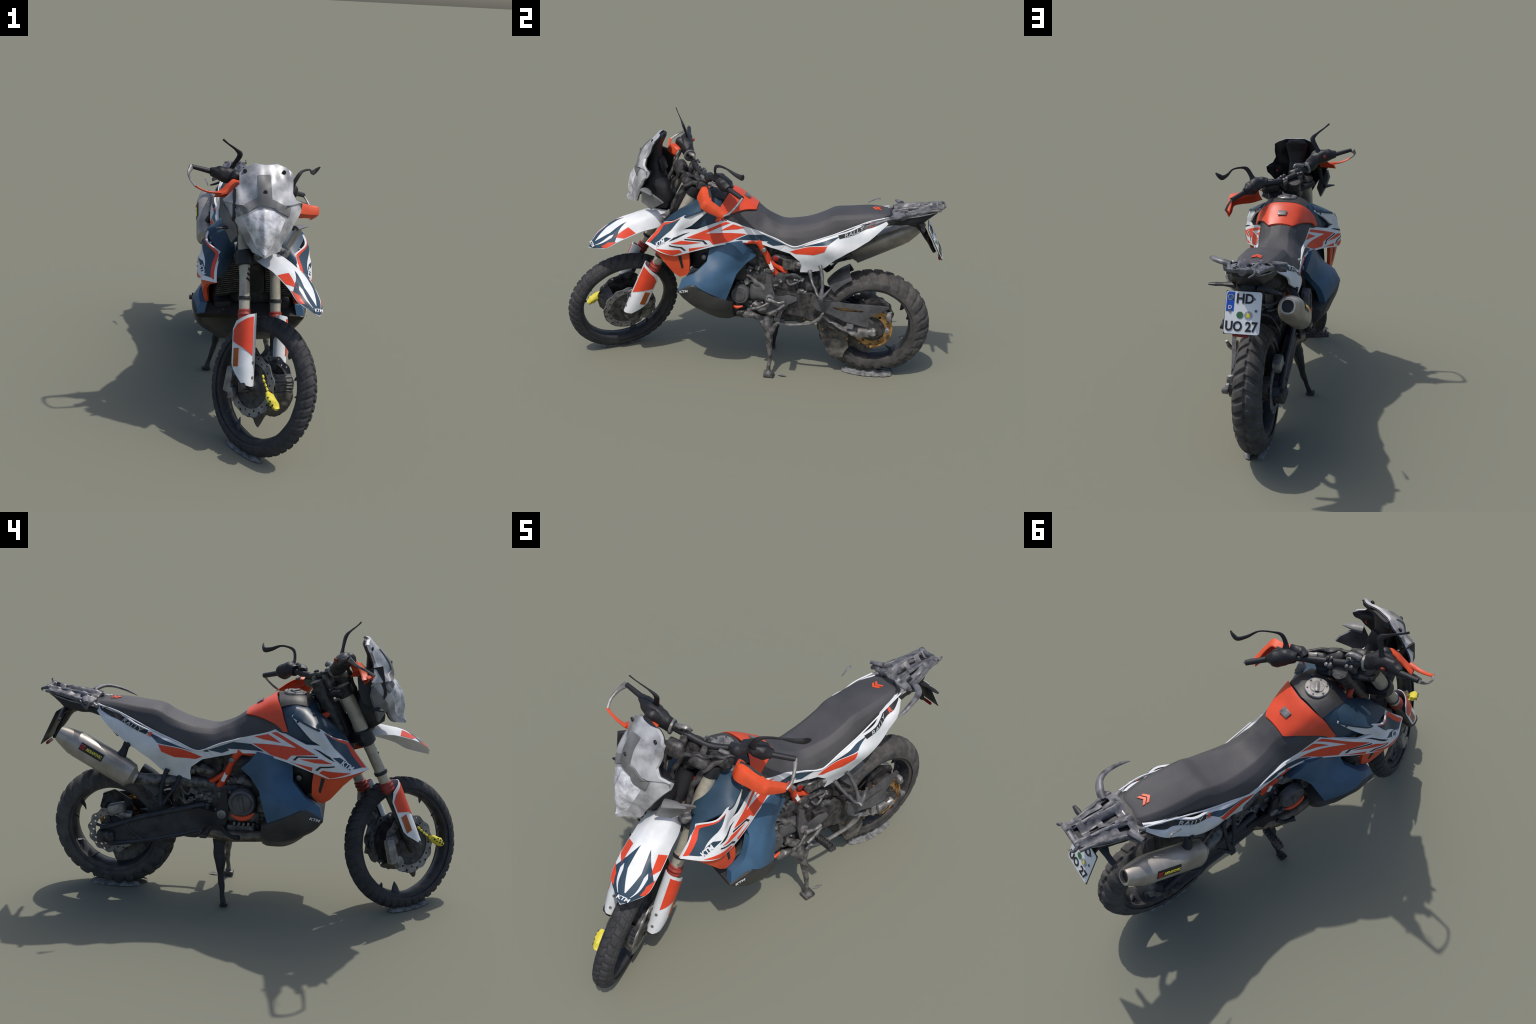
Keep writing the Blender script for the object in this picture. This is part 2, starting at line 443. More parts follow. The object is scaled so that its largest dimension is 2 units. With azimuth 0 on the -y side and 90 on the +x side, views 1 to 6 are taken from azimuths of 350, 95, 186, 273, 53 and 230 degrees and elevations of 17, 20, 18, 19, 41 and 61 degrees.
def disc(c, x, r_out, r_in, frame, parent, holes=26, t=0.005, material='disc', name='brake_disc', wave=0.004, hole_r=0.0055):
    """drilled, wavy-edged brake disc (or sprocket) in the plane x = const"""
    n = 120
    outer = [((r_out + wave * math.sin(i / n * 2 * math.pi * 12)) * math.cos(2 * math.pi * i / n), (r_out + wave * math.sin(i / n * 2 * math.pi * 12)) * math.sin(2 * math.pi * i / n)) for i in range(n)]
    hs = [[(r_in * math.cos(2 * math.pi * i / 48), r_in * math.sin(2 * math.pi * i / 48)) for i in range(48)]]
    rm = (r_out + r_in) / 2
    for k in range(holes):
        th = 2 * math.pi * k / holes; rr = rm + (r_out - r_in) * (0.22 if k % 2 else -0.2)
        cx, cy = rr * math.cos(th), rr * math.sin(th)
        hs.append([(cx + hole_r * math.cos(q), cy + hole_r * math.sin(q)) for q in np.linspace(0, 2 * math.pi, 8, endpoint=False)])
    pts, tris = flat_mesh(outer, 0.012, hs)
    V, F = shell(pts, tris, lambda u, v: (c[0] + x, c[1] + u, c[2] + v), t, (-1, 0, 0))
    return add(name, V, F, material, frame, parent)
disc(RWC, -0.080, 0.112, 0.078, MW, rear_wheel)
disc(FWC, -0.060, 0.135, 0.100, MS, front_wheel)
disc(FWC, 0.066, 0.135, 0.100, MS, front_wheel)
disc(RWC, 0.088, 0.101, 0.070, MW, rear_wheel, holes=12, t=0.008, material='gold', name='sprocket', wave=0.0, hole_r=0.008)
# chain wrapped over the sprocket and running forward
def chain_path():
    P = []
    for a in np.linspace(-100, 95, 26):
        t = math.radians(a); P.append((0.084, RWC[1] + 0.104 * math.cos(t), RWC[2] + 0.104 * math.sin(t)))
    P += [(0.084, 0.5, 0.425), (0.082, 0.33, 0.455), (0.08, 0.2, 0.465)]
    return [(0.08, 0.2, 0.37), (0.082, 0.4, 0.275)] + P
P = spline(chain_path(), 120)
parts = []
for i in range(0, 118):
    d = Vector(P[i + 1] - P[i]).normalized()
    rot = Matrix.Rotation(math.atan2(d.z, d.y), 4, 'X')
    parts.append(box(P[i], (0.010 if i % 2 else 0.015, 0.0105, 0.011), 0.002, rot, 1))
add('drive_chain', *merge(*parts), 'gold', MB, stuff=True)

# carriers inside the discs (dark spider arms)
def spider(c, x, r, frame, parent, n=6, w=0.014):
    ps = []
    for k in range(n):
        th = 2 * math.pi * k / n + 0.3
        rot = Matrix.Rotation(th, 4, 'X')
        ps.append(box(Vector(c) + Vector((x, math.cos(th) * r * 0.6, math.sin(th) * r * 0.6)), (0.010, r * 0.85, w), 0.003, rot, 1))
    return add('disc_carrier', *merge(*ps), 'engdark', frame, parent)
spider(RWC, -0.076, 0.095, MW, rear_wheel)
spider(FWC, -0.055, 0.118, MS, front_wheel)
spider(FWC, 0.060, 0.118, MS, front_wheel)
# solid dark centre of the front brake carriers
for x in (-0.05, 0.055):
    V, F = lathe([(x - 0.012, 0.06), (x - 0.010, 0.112), (x + 0.010, 0.112), (x + 0.012, 0.06)], FWC, 'x', 40)
    add('disc_carrier', lump(V, 0.006, 25, x * 50), F, 'engdark', MS, front_wheel)

# crumpled films the scan left between hub and rim (spoke fields)
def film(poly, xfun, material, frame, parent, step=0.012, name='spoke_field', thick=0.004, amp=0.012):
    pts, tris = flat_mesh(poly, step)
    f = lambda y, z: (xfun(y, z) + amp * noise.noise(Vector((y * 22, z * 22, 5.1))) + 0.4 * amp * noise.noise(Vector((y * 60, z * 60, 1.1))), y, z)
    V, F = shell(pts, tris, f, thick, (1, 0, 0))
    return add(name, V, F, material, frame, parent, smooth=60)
film([(-0.012, 0.190), (-0.06, 0.138), (-0.10, 0.098), (-0.134, 0.025), (-0.075, -0.03), (-0.055, -0.105), (0.03, -0.05), (0.08, 0.105)], lambda y, z: 0.072, 'engine', MS, front_wheel, amp=0.016)
# pale web hanging between the lower edges of the two discs
V = []; na, nx = 40, 11
for i in range(na):
    t = math.radians(-150 + 135 * i / (na - 1))
    for j in range(nx):
        u = j / (nx - 1); r = 0.137 - 0.022 * math.sin(u * math.pi) + 0.070 * math.exp(-((i - 15.7) / 2.2) ** 2) * math.exp(-((u - 0.42) / 0.22) ** 2)
        r += 0.006 * noise.noise(Vector((i * 0.4, j * 0.6, 2.2)))
        V.append(Vector((-0.060 + 0.126 * u, FWC[1] + r * math.cos(t), r * math.sin(t))))
n = len(V); V2 = [Vector((v.x, FWC[1] + (v.y - FWC[1]) * 0.965, v.z * 0.965)) for v in V]
F = grid_faces(na, nx); F += [tuple(q + n for q in reversed(f)) for f in F]
bd = [k * nx for k in range(na)] + [(na - 1) * nx + j for j in range(1, nx)] + [k * nx + nx - 1 for k in range(na - 2, -1, -1)] + [j for j in range(nx - 2, 0, -1)]
F += [(bd[k], bd[(k + 1) % len(bd)], bd[(k + 1) % len(bd)] + n, bd[k] + n) for k in range(len(bd))]
add('spoke_field', V + V2, F, 'sand', MS, front_wheel, smooth=60)
V = []
for i in range(na):
    t = math.radians(-17 + 42 * i / (na - 1))
    for j in range(nx):
        u = j / (nx - 1); r = 0.132 - 0.016 * math.sin(u * math.pi) + 0.008 * noise.noise(Vector((i * 0.3, j * 0.5, 7.2)))
        V.append(Vector((-0.056 + 0.118 * u, FWC[1] + r * math.cos(t), r * math.sin(t))))
V2 = [Vector((v.x, FWC[1] + (v.y - FWC[1]) * 0.965, v.z * 0.965)) for v in V]
add('spoke_field', V + V2, F, 'engdark', MS, front_wheel, smooth=60)
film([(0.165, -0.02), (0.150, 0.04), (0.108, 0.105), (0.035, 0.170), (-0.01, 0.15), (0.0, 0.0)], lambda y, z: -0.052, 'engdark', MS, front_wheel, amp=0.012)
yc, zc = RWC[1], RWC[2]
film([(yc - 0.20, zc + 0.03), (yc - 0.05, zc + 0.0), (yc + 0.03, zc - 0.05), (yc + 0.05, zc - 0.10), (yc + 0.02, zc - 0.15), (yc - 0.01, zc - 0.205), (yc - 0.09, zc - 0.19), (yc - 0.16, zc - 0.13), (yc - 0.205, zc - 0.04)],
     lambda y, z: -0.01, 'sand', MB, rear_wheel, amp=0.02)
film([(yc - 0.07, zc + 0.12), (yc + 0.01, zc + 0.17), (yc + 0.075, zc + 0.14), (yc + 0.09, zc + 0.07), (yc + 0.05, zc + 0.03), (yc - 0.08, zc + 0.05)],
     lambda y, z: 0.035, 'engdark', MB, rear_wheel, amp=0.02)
# ragged tatters on the rims
tat = []
for (c, r, a, L_) in [(RWC, 0.198, 152, 0.05), (RWC, 0.198, 35, 0.045), (RWC, 0.198, -25, 0.03), (RWC, 0.198, -55, 0.04), (RWC, 0.198, 12, 0.02)]:
    t = math.radians(a); p = Vector(c) + Vector((-0.02, math.cos(t) * r, math.sin(t) * r)); d = Vector((0, -math.cos(t + 0.5), -math.sin(t + 0.5)))
    tat.append(tube([p - d * 0.01, p + d * L_ * 0.5 + Vector((0.008, 0, 0)), p + d * L_], [0.022, 0.012, 0.002], 8, flat=0.35))
add('rim_tatter', *merge(*tat), 'rim', MW, rear_wheel, stuff=True)
tat = []
for (a, L_) in [(-128, 0.05), (35, 0.03), (8, 0.03), (-12, 0.025), (70, 0.02), (-150, 0.02)]:
    t = math.radians(a); p = Vector(FWC) + Vector((-0.01, math.cos(t) * 0.236, math.sin(t) * 0.236)); d = Vector((0, -math.cos(t + 0.3), -math.sin(t + 0.3)))
    tat.append(tube([p - d * 0.012, p + d * L_ * 0.5, p + d * L_], [0.024, 0.014, 0.002], 8, flat=0.35))
add('rim_tatter', *merge(*tat), 'rim', MS, front_wheel, stuff=True)
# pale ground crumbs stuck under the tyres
def skirt(ys, x_top, x_bot, z_top, frame, seed):
    """ragged flap between the tyre's foot and the ground"""
    n, m = 40, 6; A = []
    for i in range(n):
        y = ys[0] + (ys[1] - ys[0]) * i / (n - 1); e = math.sin(math.pi * i / (n - 1)) ** 0.4
        for j in range(m):
            v = j / (m - 1)
            x = x_top + (x_bot - x_top) * v * e
            dy = y - 0.5 * (ys[0] + ys[1]); foot = 0.31 - math.sqrt(max(0.0, 0.31 ** 2 - dy * dy))      # tyre's own rise
            z = (z_top * 0.8 + foot * 0.75) * (1 - v) * (0.75 + 0.5 * noise.noise(Vector((y * 30, 0, seed)))) * e + 0.002 + 0.004 * v * noise.noise(Vector((y * 70, v * 3, seed)))
            A.append(Vector((x + 0.006 * noise.noise(Vector((y * 45, v * 2, seed + 4))), y, max(z, 0.001))))
    B = [p + Vector((-math.copysign(0.004, x_bot), 0, 0)) for p in A]; k = len(A)
    F = grid_faces(n, m); F += [tuple(q + k for q in reversed(f)) for f in F]
    bd = [i * m for i in range(n)] + [(n - 1) * m + j for j in range(1, m)] + [i * m + m - 1 for i in range(n - 2, -1, -1)] + [j for j in range(m - 2, 0, -1)]
    F += [(bd[q], bd[(q + 1) % len(bd)], bd[(q + 1) % len(bd)] + k, bd[q] + k) for q in range(len(bd))]
    return add('ground_crumb', A + B, F, 'ground', frame)
skirt((0.51, 0.79), 0.008, 0.054, 0.034, MB, 1.0)
skirt((0.54, 0.79), -0.040, -0.070, 0.030, MB, 2.0)
MF = Matrix.Translation((-0.095, -0.765, 0)) @ Matrix.Rotation(math.radians(32), 4, 'Z')
skirt((-0.12, 0.11), 0.008, 0.034, 0.022, MF, 3.0)
skirt((-0.12, 0.11), -0.008, -0.034, 0.022, MF, 4.0)

# ================================================================== FRONT FORK (S frame)
FY = 0.016
fork = add('front_fork', *merge(*[lathe([(0.30, 0.023), (0.31, 0.025), (0.378, 0.0255), (0.38, 0.029), (0.395, 0.029), (0.397, 0.025), (0.50, 0.0245), (0.55, 0.027), (0.57, 0.031), (0.78, 0.031), (0.80, 0.029)], (sd * 0.1, FY, 0), 'z', 28) for sd in (1, -1)]), 'fork', MS)
add('dust_boot', *merge(*[lathe([(0.285, 0.026), (0.295, 0.031), (0.305, 0.028), (0.315, 0.032), (0.325, 0.028), (0.333, 0.030), (0.338, 0.026)], (sd * 0.1, FY, 0), 'z', 28) for sd in (1, -1)]), 'boot', MS, fork)
add('slider_ring', *merge(*[lathe([(0.379, 0.0295), (0.381, 0.0305), (0.393, 0.0305), (0.395, 0.0295)], (sd * 0.1, FY, 0), 'z', 28) for sd in (1, -1)]), 'black', MS, fork)
add('lower_leg', *merge(*[lathe([(-0.03, 0.018), (-0.025, 0.028), (0.03, 0.030), (0.06, 0.026), (0.285, 0.026)], (sd * 0.1, FY, 0), 'z', 24) for sd in (1, -1)]), 'engdark', MS, fork)
lw = merge(box((0, 0.01, 0.575), (0.27, 0.075, 0.05), 0.02), *[lathe([(0.535, 0.036), (0.54, 0.041), (0.60, 0.041), (0.605, 0.036)], (sd * 0.1, FY, 0), 'z', 24) for sd in (1, -1)])
add('lower_triple_clamp', lump(lw[0], 0.006, 18), lw[1], 'black', MS, fork)
uw = merge(box((0, 0.0, 0.805), (0.265, 0.075, 0.03), 0.012), *[lathe([(0.775, 0.034), (0.78, 0.038), (0.825, 0.038), (0.83, 0.03)], (sd * 0.1, FY, 0), 'z', 24) for sd in (1, -1)])
add('upper_triple_clamp', lump(uw[0], 0.004, 18), uw[1], 'black', MS, fork)
add('steering_stem', *tube([(0, -0.03, 0.53), (0, -0.03, 0.88)], [0.035, 0.035], 20), 'engdark', MS, fork)
stk = []
for k in range(3): stk.append(box((-0.1 + 0.005 * k, FY + 0.0255, 0.47 + 0.022 * k), (0.026, 0.003, 0.009), 0.001, Matrix.Rotation(0.5, 4, 'Y'), 1))
add('fork_sticker', *merge(*stk), 'ink', MS, fork)

# fork guards: curved channel in front of / outside each leg
def guard_section(z):
    # widths shrink towards the foot
    k = 1.0 if z > 0.08 else 0.86 + 0.14 * z / 0.08
    base = [(0.068, 0.040), (0.070, 0.062), (0.086, 0.078), (0.112, 0.080), (0.134, 0.060), (0.142, 0.025), (0.140, -0.012)]
    return [(0.1 + (x - 0.1) * k, y - 0.02 * (1 - z / 0.32)) for x, y in base]
zs = np.linspace(0.0, 0.315, 40)
def guard_pt(sd, u, z, off=0.0):
    sec = spline(guard_section(z), 25); i = u * 24
    p = np.array([np.interp(i, range(25), sec[:, 0]), np.interp(i, range(25), sec[:, 1])])
    q = np.array([0.1, 0.02]); d = (p - q) / np.linalg.norm(p - q)
    p = p + d * off
    cut = 0.012 * math.sin(u * math.pi) + 0.0
    return Vector((sd * p[0], p[1], z))
def guard_patch(sd, uv, off, thick, name, material, parent, step=0.03):
    # uv polygon in (u across, z)
    pts, tris = flat_mesh([(u * 0.14, z) for u, z in uv], 0.010)
    A = [guard_pt(sd, p[0] / 0.14, p[1], off) for p in pts]; B = [guard_pt(sd, p[0] / 0.14, p[1], off - thick) for p in pts]
    n = len(A); F = [tuple(t) for t in tris] + [tuple(i + n for i in reversed(t)) for t in tris]
    e = {(t[i], t[(i + 1) % 3]) for t in tris for i in range(3)}
    F += [(b, a, a + n, b + n) for a, b in e if (b, a) not in e]
    return add(name, A + B, F, material, MS, parent)
for sd in (1, -1):
    g = guard_patch(sd, [(0.0, 0.004), (0.12, -0.002), (0.5, -0.004), (0.72, 0.008), (0.94, 0.07), (1.0, 0.10), (1.0, 0.25), (0.9, 0.285), (0.6, 0.31), (0.2, 0.32), (0.0, 0.31)], 0.0, 0.004, 'fork_guard', 'white', None)
    guard_patch(sd, [(0.46, 0.302), (0.62, 0.295), (0.86, 0.27), (0.96, 0.245), (0.96, 0.195), (0.70, 0.165), (0.46, 0.130)], 0.0024, 0.003, 'red_graphic', 'red', g)
    guard_patch(sd, [(0.80, 0.165), (0.93, 0.165), (0.93, 0.085), (0.80, 0.085)], 0.0030, 0.004, 'side_reflector', 'amber', g)
    for z in (0.10, 0.035):
        p = guard_pt(sd, 0.42, z, 0.001)
        add('guard_bolt', *lathe([(0.0, 0.007), (0.002, 0.006)], p, 'y', 14), 'lensgrey', MS, g)

# calipers and the yellow disc lock
V, F = merge(box((-0.083, -0.095, 0.03), (0.035, 0.05, 0.12), 0.012, Matrix.Rotation(-0.25, 4, 'X')), box((-0.078, -0.06, 0.07), (0.03, 0.06, 0.05), 0.012), box((-0.085, -0.08, -0.03), (0.03, 0.04, 0.05), 0.012))
add('brake_caliper', lump(V, 0.008, 30), F, 'alloy', MS, fork)
V, F = merge(box((0.082, -0.075, 0.03), (0.035, 0.05, 0.12), 0.012, Matrix.Rotation(-0.25, 4, 'X')), box((0.078, -0.09, 0.0), (0.03, 0.06, 0.08), 0.012))
add('brake_caliper', lump(V, 0.010, 30), F, 'engine', MS, fork)
V, F = tube([(-0.080, 0.135, -0.030), (-0.078, 0.150, -0.050), (-0.074, 0.170, -0.078), (-0.071, 0.186, -0.102)], [0.012, 0.023, 0.024, 0.013], 12, 24, flat=0.8)
lock = add('disc_lock', lump(V, 0.004, 50), F, 'yellow', MS)
V, F = merge(*[tube([(-0.07, 0.098 + 0.008 * k, 0.045 - 0.018 * k), (-0.072, 0.106 + 0.008 * k, 0.032 - 0.018 * k)], [0.004, 0.006, 0.004], 8) for k in range(4)])
add('lock_cord', lump(V, 0.003, 60), F, 'yellow', MS, lock)
sp = []
for k in range(7):
    t = 0.25 + 0.1 * k
    p = spline([(-0.080, 0.135, -0.030), (-0.078, 0.150, -0.050), (-0.074, 0.170, -0.078), (-0.071, 0.186, -0.102)], 50)[int(t * 49)]
    sp.append(lathe([(-0.0015, 0.0), (-0.001, 0.0045), (0.001, 0.0045), (0.0015, 0.0)], Vector(p) + Vector((-0.022, (0.008 if k % 2 else -0.007), 0)), 'x', 10))
add('lock_dimple', *merge(*sp), 'ink', MS, lock, stuff=True)

# ================================================================== FRONT FENDER (S frame)
FEN = [  # centre (y, z) and edge (x, y, z) of each station from the clamp to the tip
    ((0.02, 0.600), (0.050, 0.015, 0.575)), ((0.085, 0.592), (0.070, 0.070, 0.550)), ((0.140, 0.573), (0.081, 0.115, 0.526)),
    ((0.212, 0.521), (0.083, 0.172, 0.495)), ((0.270, 0.474), (0.087, 0.228, 0.450)), ((0.312, 0.412), (0.087, 0.277, 0.405)),
    ((0.340, 0.360), (0.080, 0.316, 0.352)), ((0.357, 0.322), (0.044, 0.345, 0.318)), ((0.370, 0.290), (0.004, 0.369, 0.291))]
FCv = np.array([c for c, e in FEN]); FEv = np.array([e for c, e in FEN])
FCs, FEs = spline(FCv, 161), spline(FEv, 161)
def fender_pt(u, v, off=0.0):
    """u -1..1 across, v 0..1 clamp to tip"""
    def at(u, v):
        i = min(max(v, 0), 1) * 160
        c = np.array([0.0, *[np.interp(i, range(161), FCs[:, k]) for k in range(2)]])
        e = np.array([np.interp(i, range(161), FEs[:, k]) for k in range(3)])
        a = abs(u)
        w = 0.28 * a * a + 0.72 * max(0.0, (a - 0.48) / 0.52) ** 1.25
        x = e[0] * (a if a < 1 else 1) * math.copysign(1, u)
        p = c * (1 - w) + e * w
        # raised centre rib fading to the tip
        p[1:] += 0.006 * math.exp(-(a / 0.35) ** 4) * (1 - v) * np.array([0.6, 0.8])
        return Vector((x, p[1], p[2]))
    p = at(u, v)
    if off:
        du = at(min(u + 0.03, 1), v) - at(max(u - 0.03, -1), v); dv = at(u, min(v + 0.02, 1)) - at(u, max(v - 0.02, 0))
        n = dv.cross(du)
        if n.length > 1e-9:
            n.normalize()
            if n.y + n.z < 0: n = -n
            p = p + n * off
    return p
def fender_patch(uv, off, thick, name, material, parent=None, step=0.010):
    pts, tris = flat_mesh([(u * 0.10, v * 0.46) for u, v in uv], step)
    A = [fender_pt(p[0] / 0.10, p[1] / 0.46, off) for p in pts]; B = [fender_pt(p[0] / 0.10, p[1] / 0.46, off - thick) for p in pts]
    n = len(A); F = [tuple(t) for t in tris] + [tuple(i + n for i in reversed(t)) for t in tris]
    e = {(t[i], t[(i + 1) % 3]) for t in tris for i in range(3)}
    F += [(b, a, a + n, b + n) for a, b in e if (b, a) not in e]
    return add(name, A + B, F, material, MS, parent, smooth=50)
fender = fender_patch([(-1, 0), (1, 0), (1, 0.5), (1, 0.98), (0.3, 1.0), (-0.3, 1.0), (-1, 0.98), (-1, 0.5)], 0.0, 0.004, 'front_fender', 'white')
fender_patch([(-0.95, 0.66), (-0.62, 0.56), (-0.60, 0.56), (-0.25, 0.45), (-0.33, 0.62), (-0.04, 0.83), (0.04, 0.83), (0.33, 0.62), (0.25, 0.45), (0.60, 0.56), (0.62, 0.56), (0.95, 0.66), (0.94, 0.95), (0.28, 0.985), (-0.28, 0.985), (-0.94, 0.95)], 0.0012, 0.0015, 'navy_graphic', 'navy', fender)
for s in (1, -1):
    fender_patch([(s * 0.50, 0.64), (s * 0.57, 0.60), (s * 0.66, 0.64), (s * 0.54, 0.86), (s * 0.50, 0.86)][::s], 0.0022, 0.0015, 'white_sliver_graphic', 'white', fender)
    fender_patch([(s * 0.62, 0.46), (s * 0.97, 0.44), (s * 0.97, 0.56), (s * 0.70, 0.62)][::s], 0.0012, 0.0015, 'red_graphic', 'red', fender)
    fender_patch([(s * 0.97, 0.64), (s * 0.97, 0.78), (s * 0.80, 0.80), (s * 0.74, 0.70)][::s], 0.0022, 0.0015, 'red_graphic', 'red', fender)
p0 = fender_pt(0.02, 0.905, 0.003); pu = fender_pt(0.02, 0.87, 0.003)
text('maker_lettering', 'KTM', 0.021, 'white', frame_from(MS @ p0, MS.to_3x3() @ Vector((1, 0, 0)), MS.to_3x3() @ (pu - p0)), fender, bold=0.0006, shear=0.25, sx=1.25)
V, F = merge(tube([(0.06, 0.06, 0.575), (0.085, 0.10, 0.60), (0.05, 0.05, 0.64)], [0.02, 0.02, 0.012], 10), tube([(-0.06, 0.06, 0.575), (-0.085, 0.09, 0.60), (-0.05, 0.05, 0.64)], [0.02, 0.02, 0.012], 10))
add('fender_bracket', lump(V, 0.008, 30), F, 'alloy', MS, fender)

# ================================================================== HANDLEBAR (S frame)
bar = add('handlebar', *tube([(-0.35, -0.06, 0.962), (-0.28, -0.036, 0.952), (-0.2, -0.012, 0.94), (-0.12, 0.006, 0.905), (-0.05, 0.002, 0.894), (0.05, 0.004, 0.888), (0.12, 0.0, 0.905), (0.2, -0.014, 0.936), (0.285, -0.028, 0.942), (0.39, -0.06, 0.953)],
                              [0.010, 0.012, 0.013, 0.013, 0.015, 0.015, 0.013, 0.013, 0.013, 0.012], 16, 80), 'black', MS)
def blob(name, c, s, material, frame, parent, amp=0.008, freq=28, seed=0.0, rot=None):
    bm = bmesh.new(); bmesh.ops.create_icosphere(bm, subdivisions=3, radius=1)
    Rm = rot or Matrix()
    bm.verts.index_update()
    V = [Rm @ Vector((v.co.x * s[0], v.co.y * s[1], v.co.z * s[2])) + Vector(c) for v in bm.verts]
    F = [tuple(v.index for v in f.verts) for f in bm.faces]; bm.free()
    return add(name, lump(V, amp, freq, seed), F, material, frame, parent, smooth=0 or 60)
V, F = merge(tube([(0.18, -0.01, 0.935), (0.22, -0.014, 0.948), (0.265, -0.024, 0.945), (0.30, -0.03, 0.945)], [0.022, 0.034, 0.037, 0.018], 18, 24),
             tube([(0.15, 0.0, 0.92), (0.17, 0.02, 0.925), (0.21, 0.028, 0.945)], [0.02, 0.026, 0.014], 14))
add('switch_pod', lump(V, 0.006, 35, 1), F, 'black', MS, bar)
V, F = merge(tube([(-0.10, 0.008, 0.90), (-0.13, 0.012, 0.91), (-0.18, 0.018, 0.93), (-0.235, -0.008, 0.945), (-0.27, -0.028, 0.948)], [0.024, 0.033, 0.037, 0.030, 0.016], 18, 30),
             tube([(-0.15, 0.02, 0.92), (-0.19, 0.05, 0.93), (-0.21, 0.055, 0.91)], [0.028, 0.025, 0.012], 14))
add('switch_pod', lump(V, 0.006, 35, 2), F, 'black', MS, bar)
V, F = lathe([(-0.006, 0.027), (-0.005, 0.032), (0.005, 0.032), (0.006, 0.027)], (-0.105, 0.009, 0.901), 'x', 20)
add('clamp_ring', V, F, 'alloy', MS, bar)
V, F = merge(*[box((sd * 0.045, -0.002, 0.86), (0.03, 0.04, 0.07), 0.008) for sd in (1, -1)], *[lathe([(0.0, 0.004), (0.003, 0.008), (0.01, 0.008), (0.012, 0.004)], (sd * 0.045 + q, -0.002 + r, 0.903), 'z', 10) for sd in (1, -1) for q in (0.009, -0.009) for r in (0.014, -0.014)])
add('bar_riser', lump(V, 0.003, 30), F, 'engine', MS, bar)
# dash lumps, cables and master cylinders between the clamps
V, F = merge(box((0.12, 0.02, 0.86), (0.10, 0.05, 0.05), 0.015), box((0.05, 0.05, 0.83), (0.09, 0.06, 0.06), 0.02), box((-0.06, 0.055, 0.84), (0.08, 0.06, 0.07), 0.02),
             tube([(0.15, 0.03, 0.89), (0.10, 0.06, 0.83), (0.06, 0.07, 0.74), (0.07, 0.06, 0.62)], [0.010, 0.010, 0.010, 0.012], 10, 30),
             tube([(-0.16, 0.04, 0.89), (-0.10, 0.07, 0.83), (-0.06, 0.08, 0.72), (-0.05, 0.06, 0.60)], [0.012, 0.010, 0.010, 0.012], 10, 30),
             tube([(0.18, 0.02, 0.905), (0.08, 0.06, 0.865), (-0.02, 0.07, 0.83), (-0.03, 0.07, 0.70)], [0.008, 0.009, 0.009, 0.009], 10, 30))
add('cable_bundle', lump(V, 0.010, 24, 4), F, 'engdark', MS, bar)
add('brake_lever_cylinder', *box((0.128, 0.022, 0.895), (0.05, 0.02, 0.014), 0.005), 'alloy', MS, bar)
V, F = tube([(-0.09, 0.02, 0.915), (-0.05, 0.03, 0.93), (-0.03, 0.02, 0.925)], [0.012, 0.012, 0.006], 10)
add('brake_lever_cylinder', lump(V, 0.004, 40), F, 'alloy', MS, bar)
# left hand guard: a curved orange shell
GL = [(0.186, 0.036, 0.816, 0.884), (0.205, 0.056, 0.804, 0.890), (0.25, 0.068, 0.800, 0.880), (0.30, 0.080, 0.806, 0.874), (0.332, 0.090, 0.808, 0.872), (0.365, 0.056, 0.813, 0.868), (0.395, 0.018, 0.818, 0.860), (0.406, 0.002, 0.822, 0.856)]
def lguard(u, v):
    g = spline(GL, 61); i = u * 60
    x, y, z0, z1 = [np.interp(i, range(61), g[:, k]) for k in range(4)]
    q = abs(2 * v - 1)                   # flat face with two folded flanges
    return (x, y - 0.004 * q - 0.034 * max(0.0, (q - 0.62) / 0.38) + 0.002, z0 + (z1 - z0) * v)
nu, nv = 40, 12
A = [Vector(lguard(i / (nu - 1), j / (nv - 1))) for i in range(nu) for j in range(nv)]
cen = Vector((0.28, -0.06, 0.85))
B = [a + (cen - a).normalized() * 0.006 for a in A]
F = grid_faces(nu, nv); n = len(A); F2 = [tuple(i + n for i in reversed(f)) for f in F]
bd = [i * nv for i in range(nu)] + [(nu - 1) * nv + j for j in range(1, nv)] + [i * nv + nv - 1 for i in range(nu - 2, -1, -1)] + [j for j in range(nv - 2, 0, -1)]
F3 = [(bd[k], bd[(k + 1) % len(bd)], bd[(k + 1) % len(bd)] + n, bd[k] + n) for k in range(len(bd))]
hgl = add('hand_guard', lump(A + B, 0.004, 22), F + F2 + F3, 'duct', MS, bar, smooth=25)
add('guard_stay', *tube([(0.405, 0.0, 0.842), (0.412, -0.02, 0.87), (0.404, -0.045, 0.92), (0.388, -0.06, 0.955)], [0.006, 0.008, 0.007, 0.010], 10, 24, flat=0.7), 'alloy', MS, bar)
add('brake_lever_cylinder', *tube([(0.20, 0.03, 0.885), (0.24, 0.03, 0.88), (0.30, 0.045, 0.875)], [0.008, 0.008, 0.006], 8), 'engdark', MS, bar)
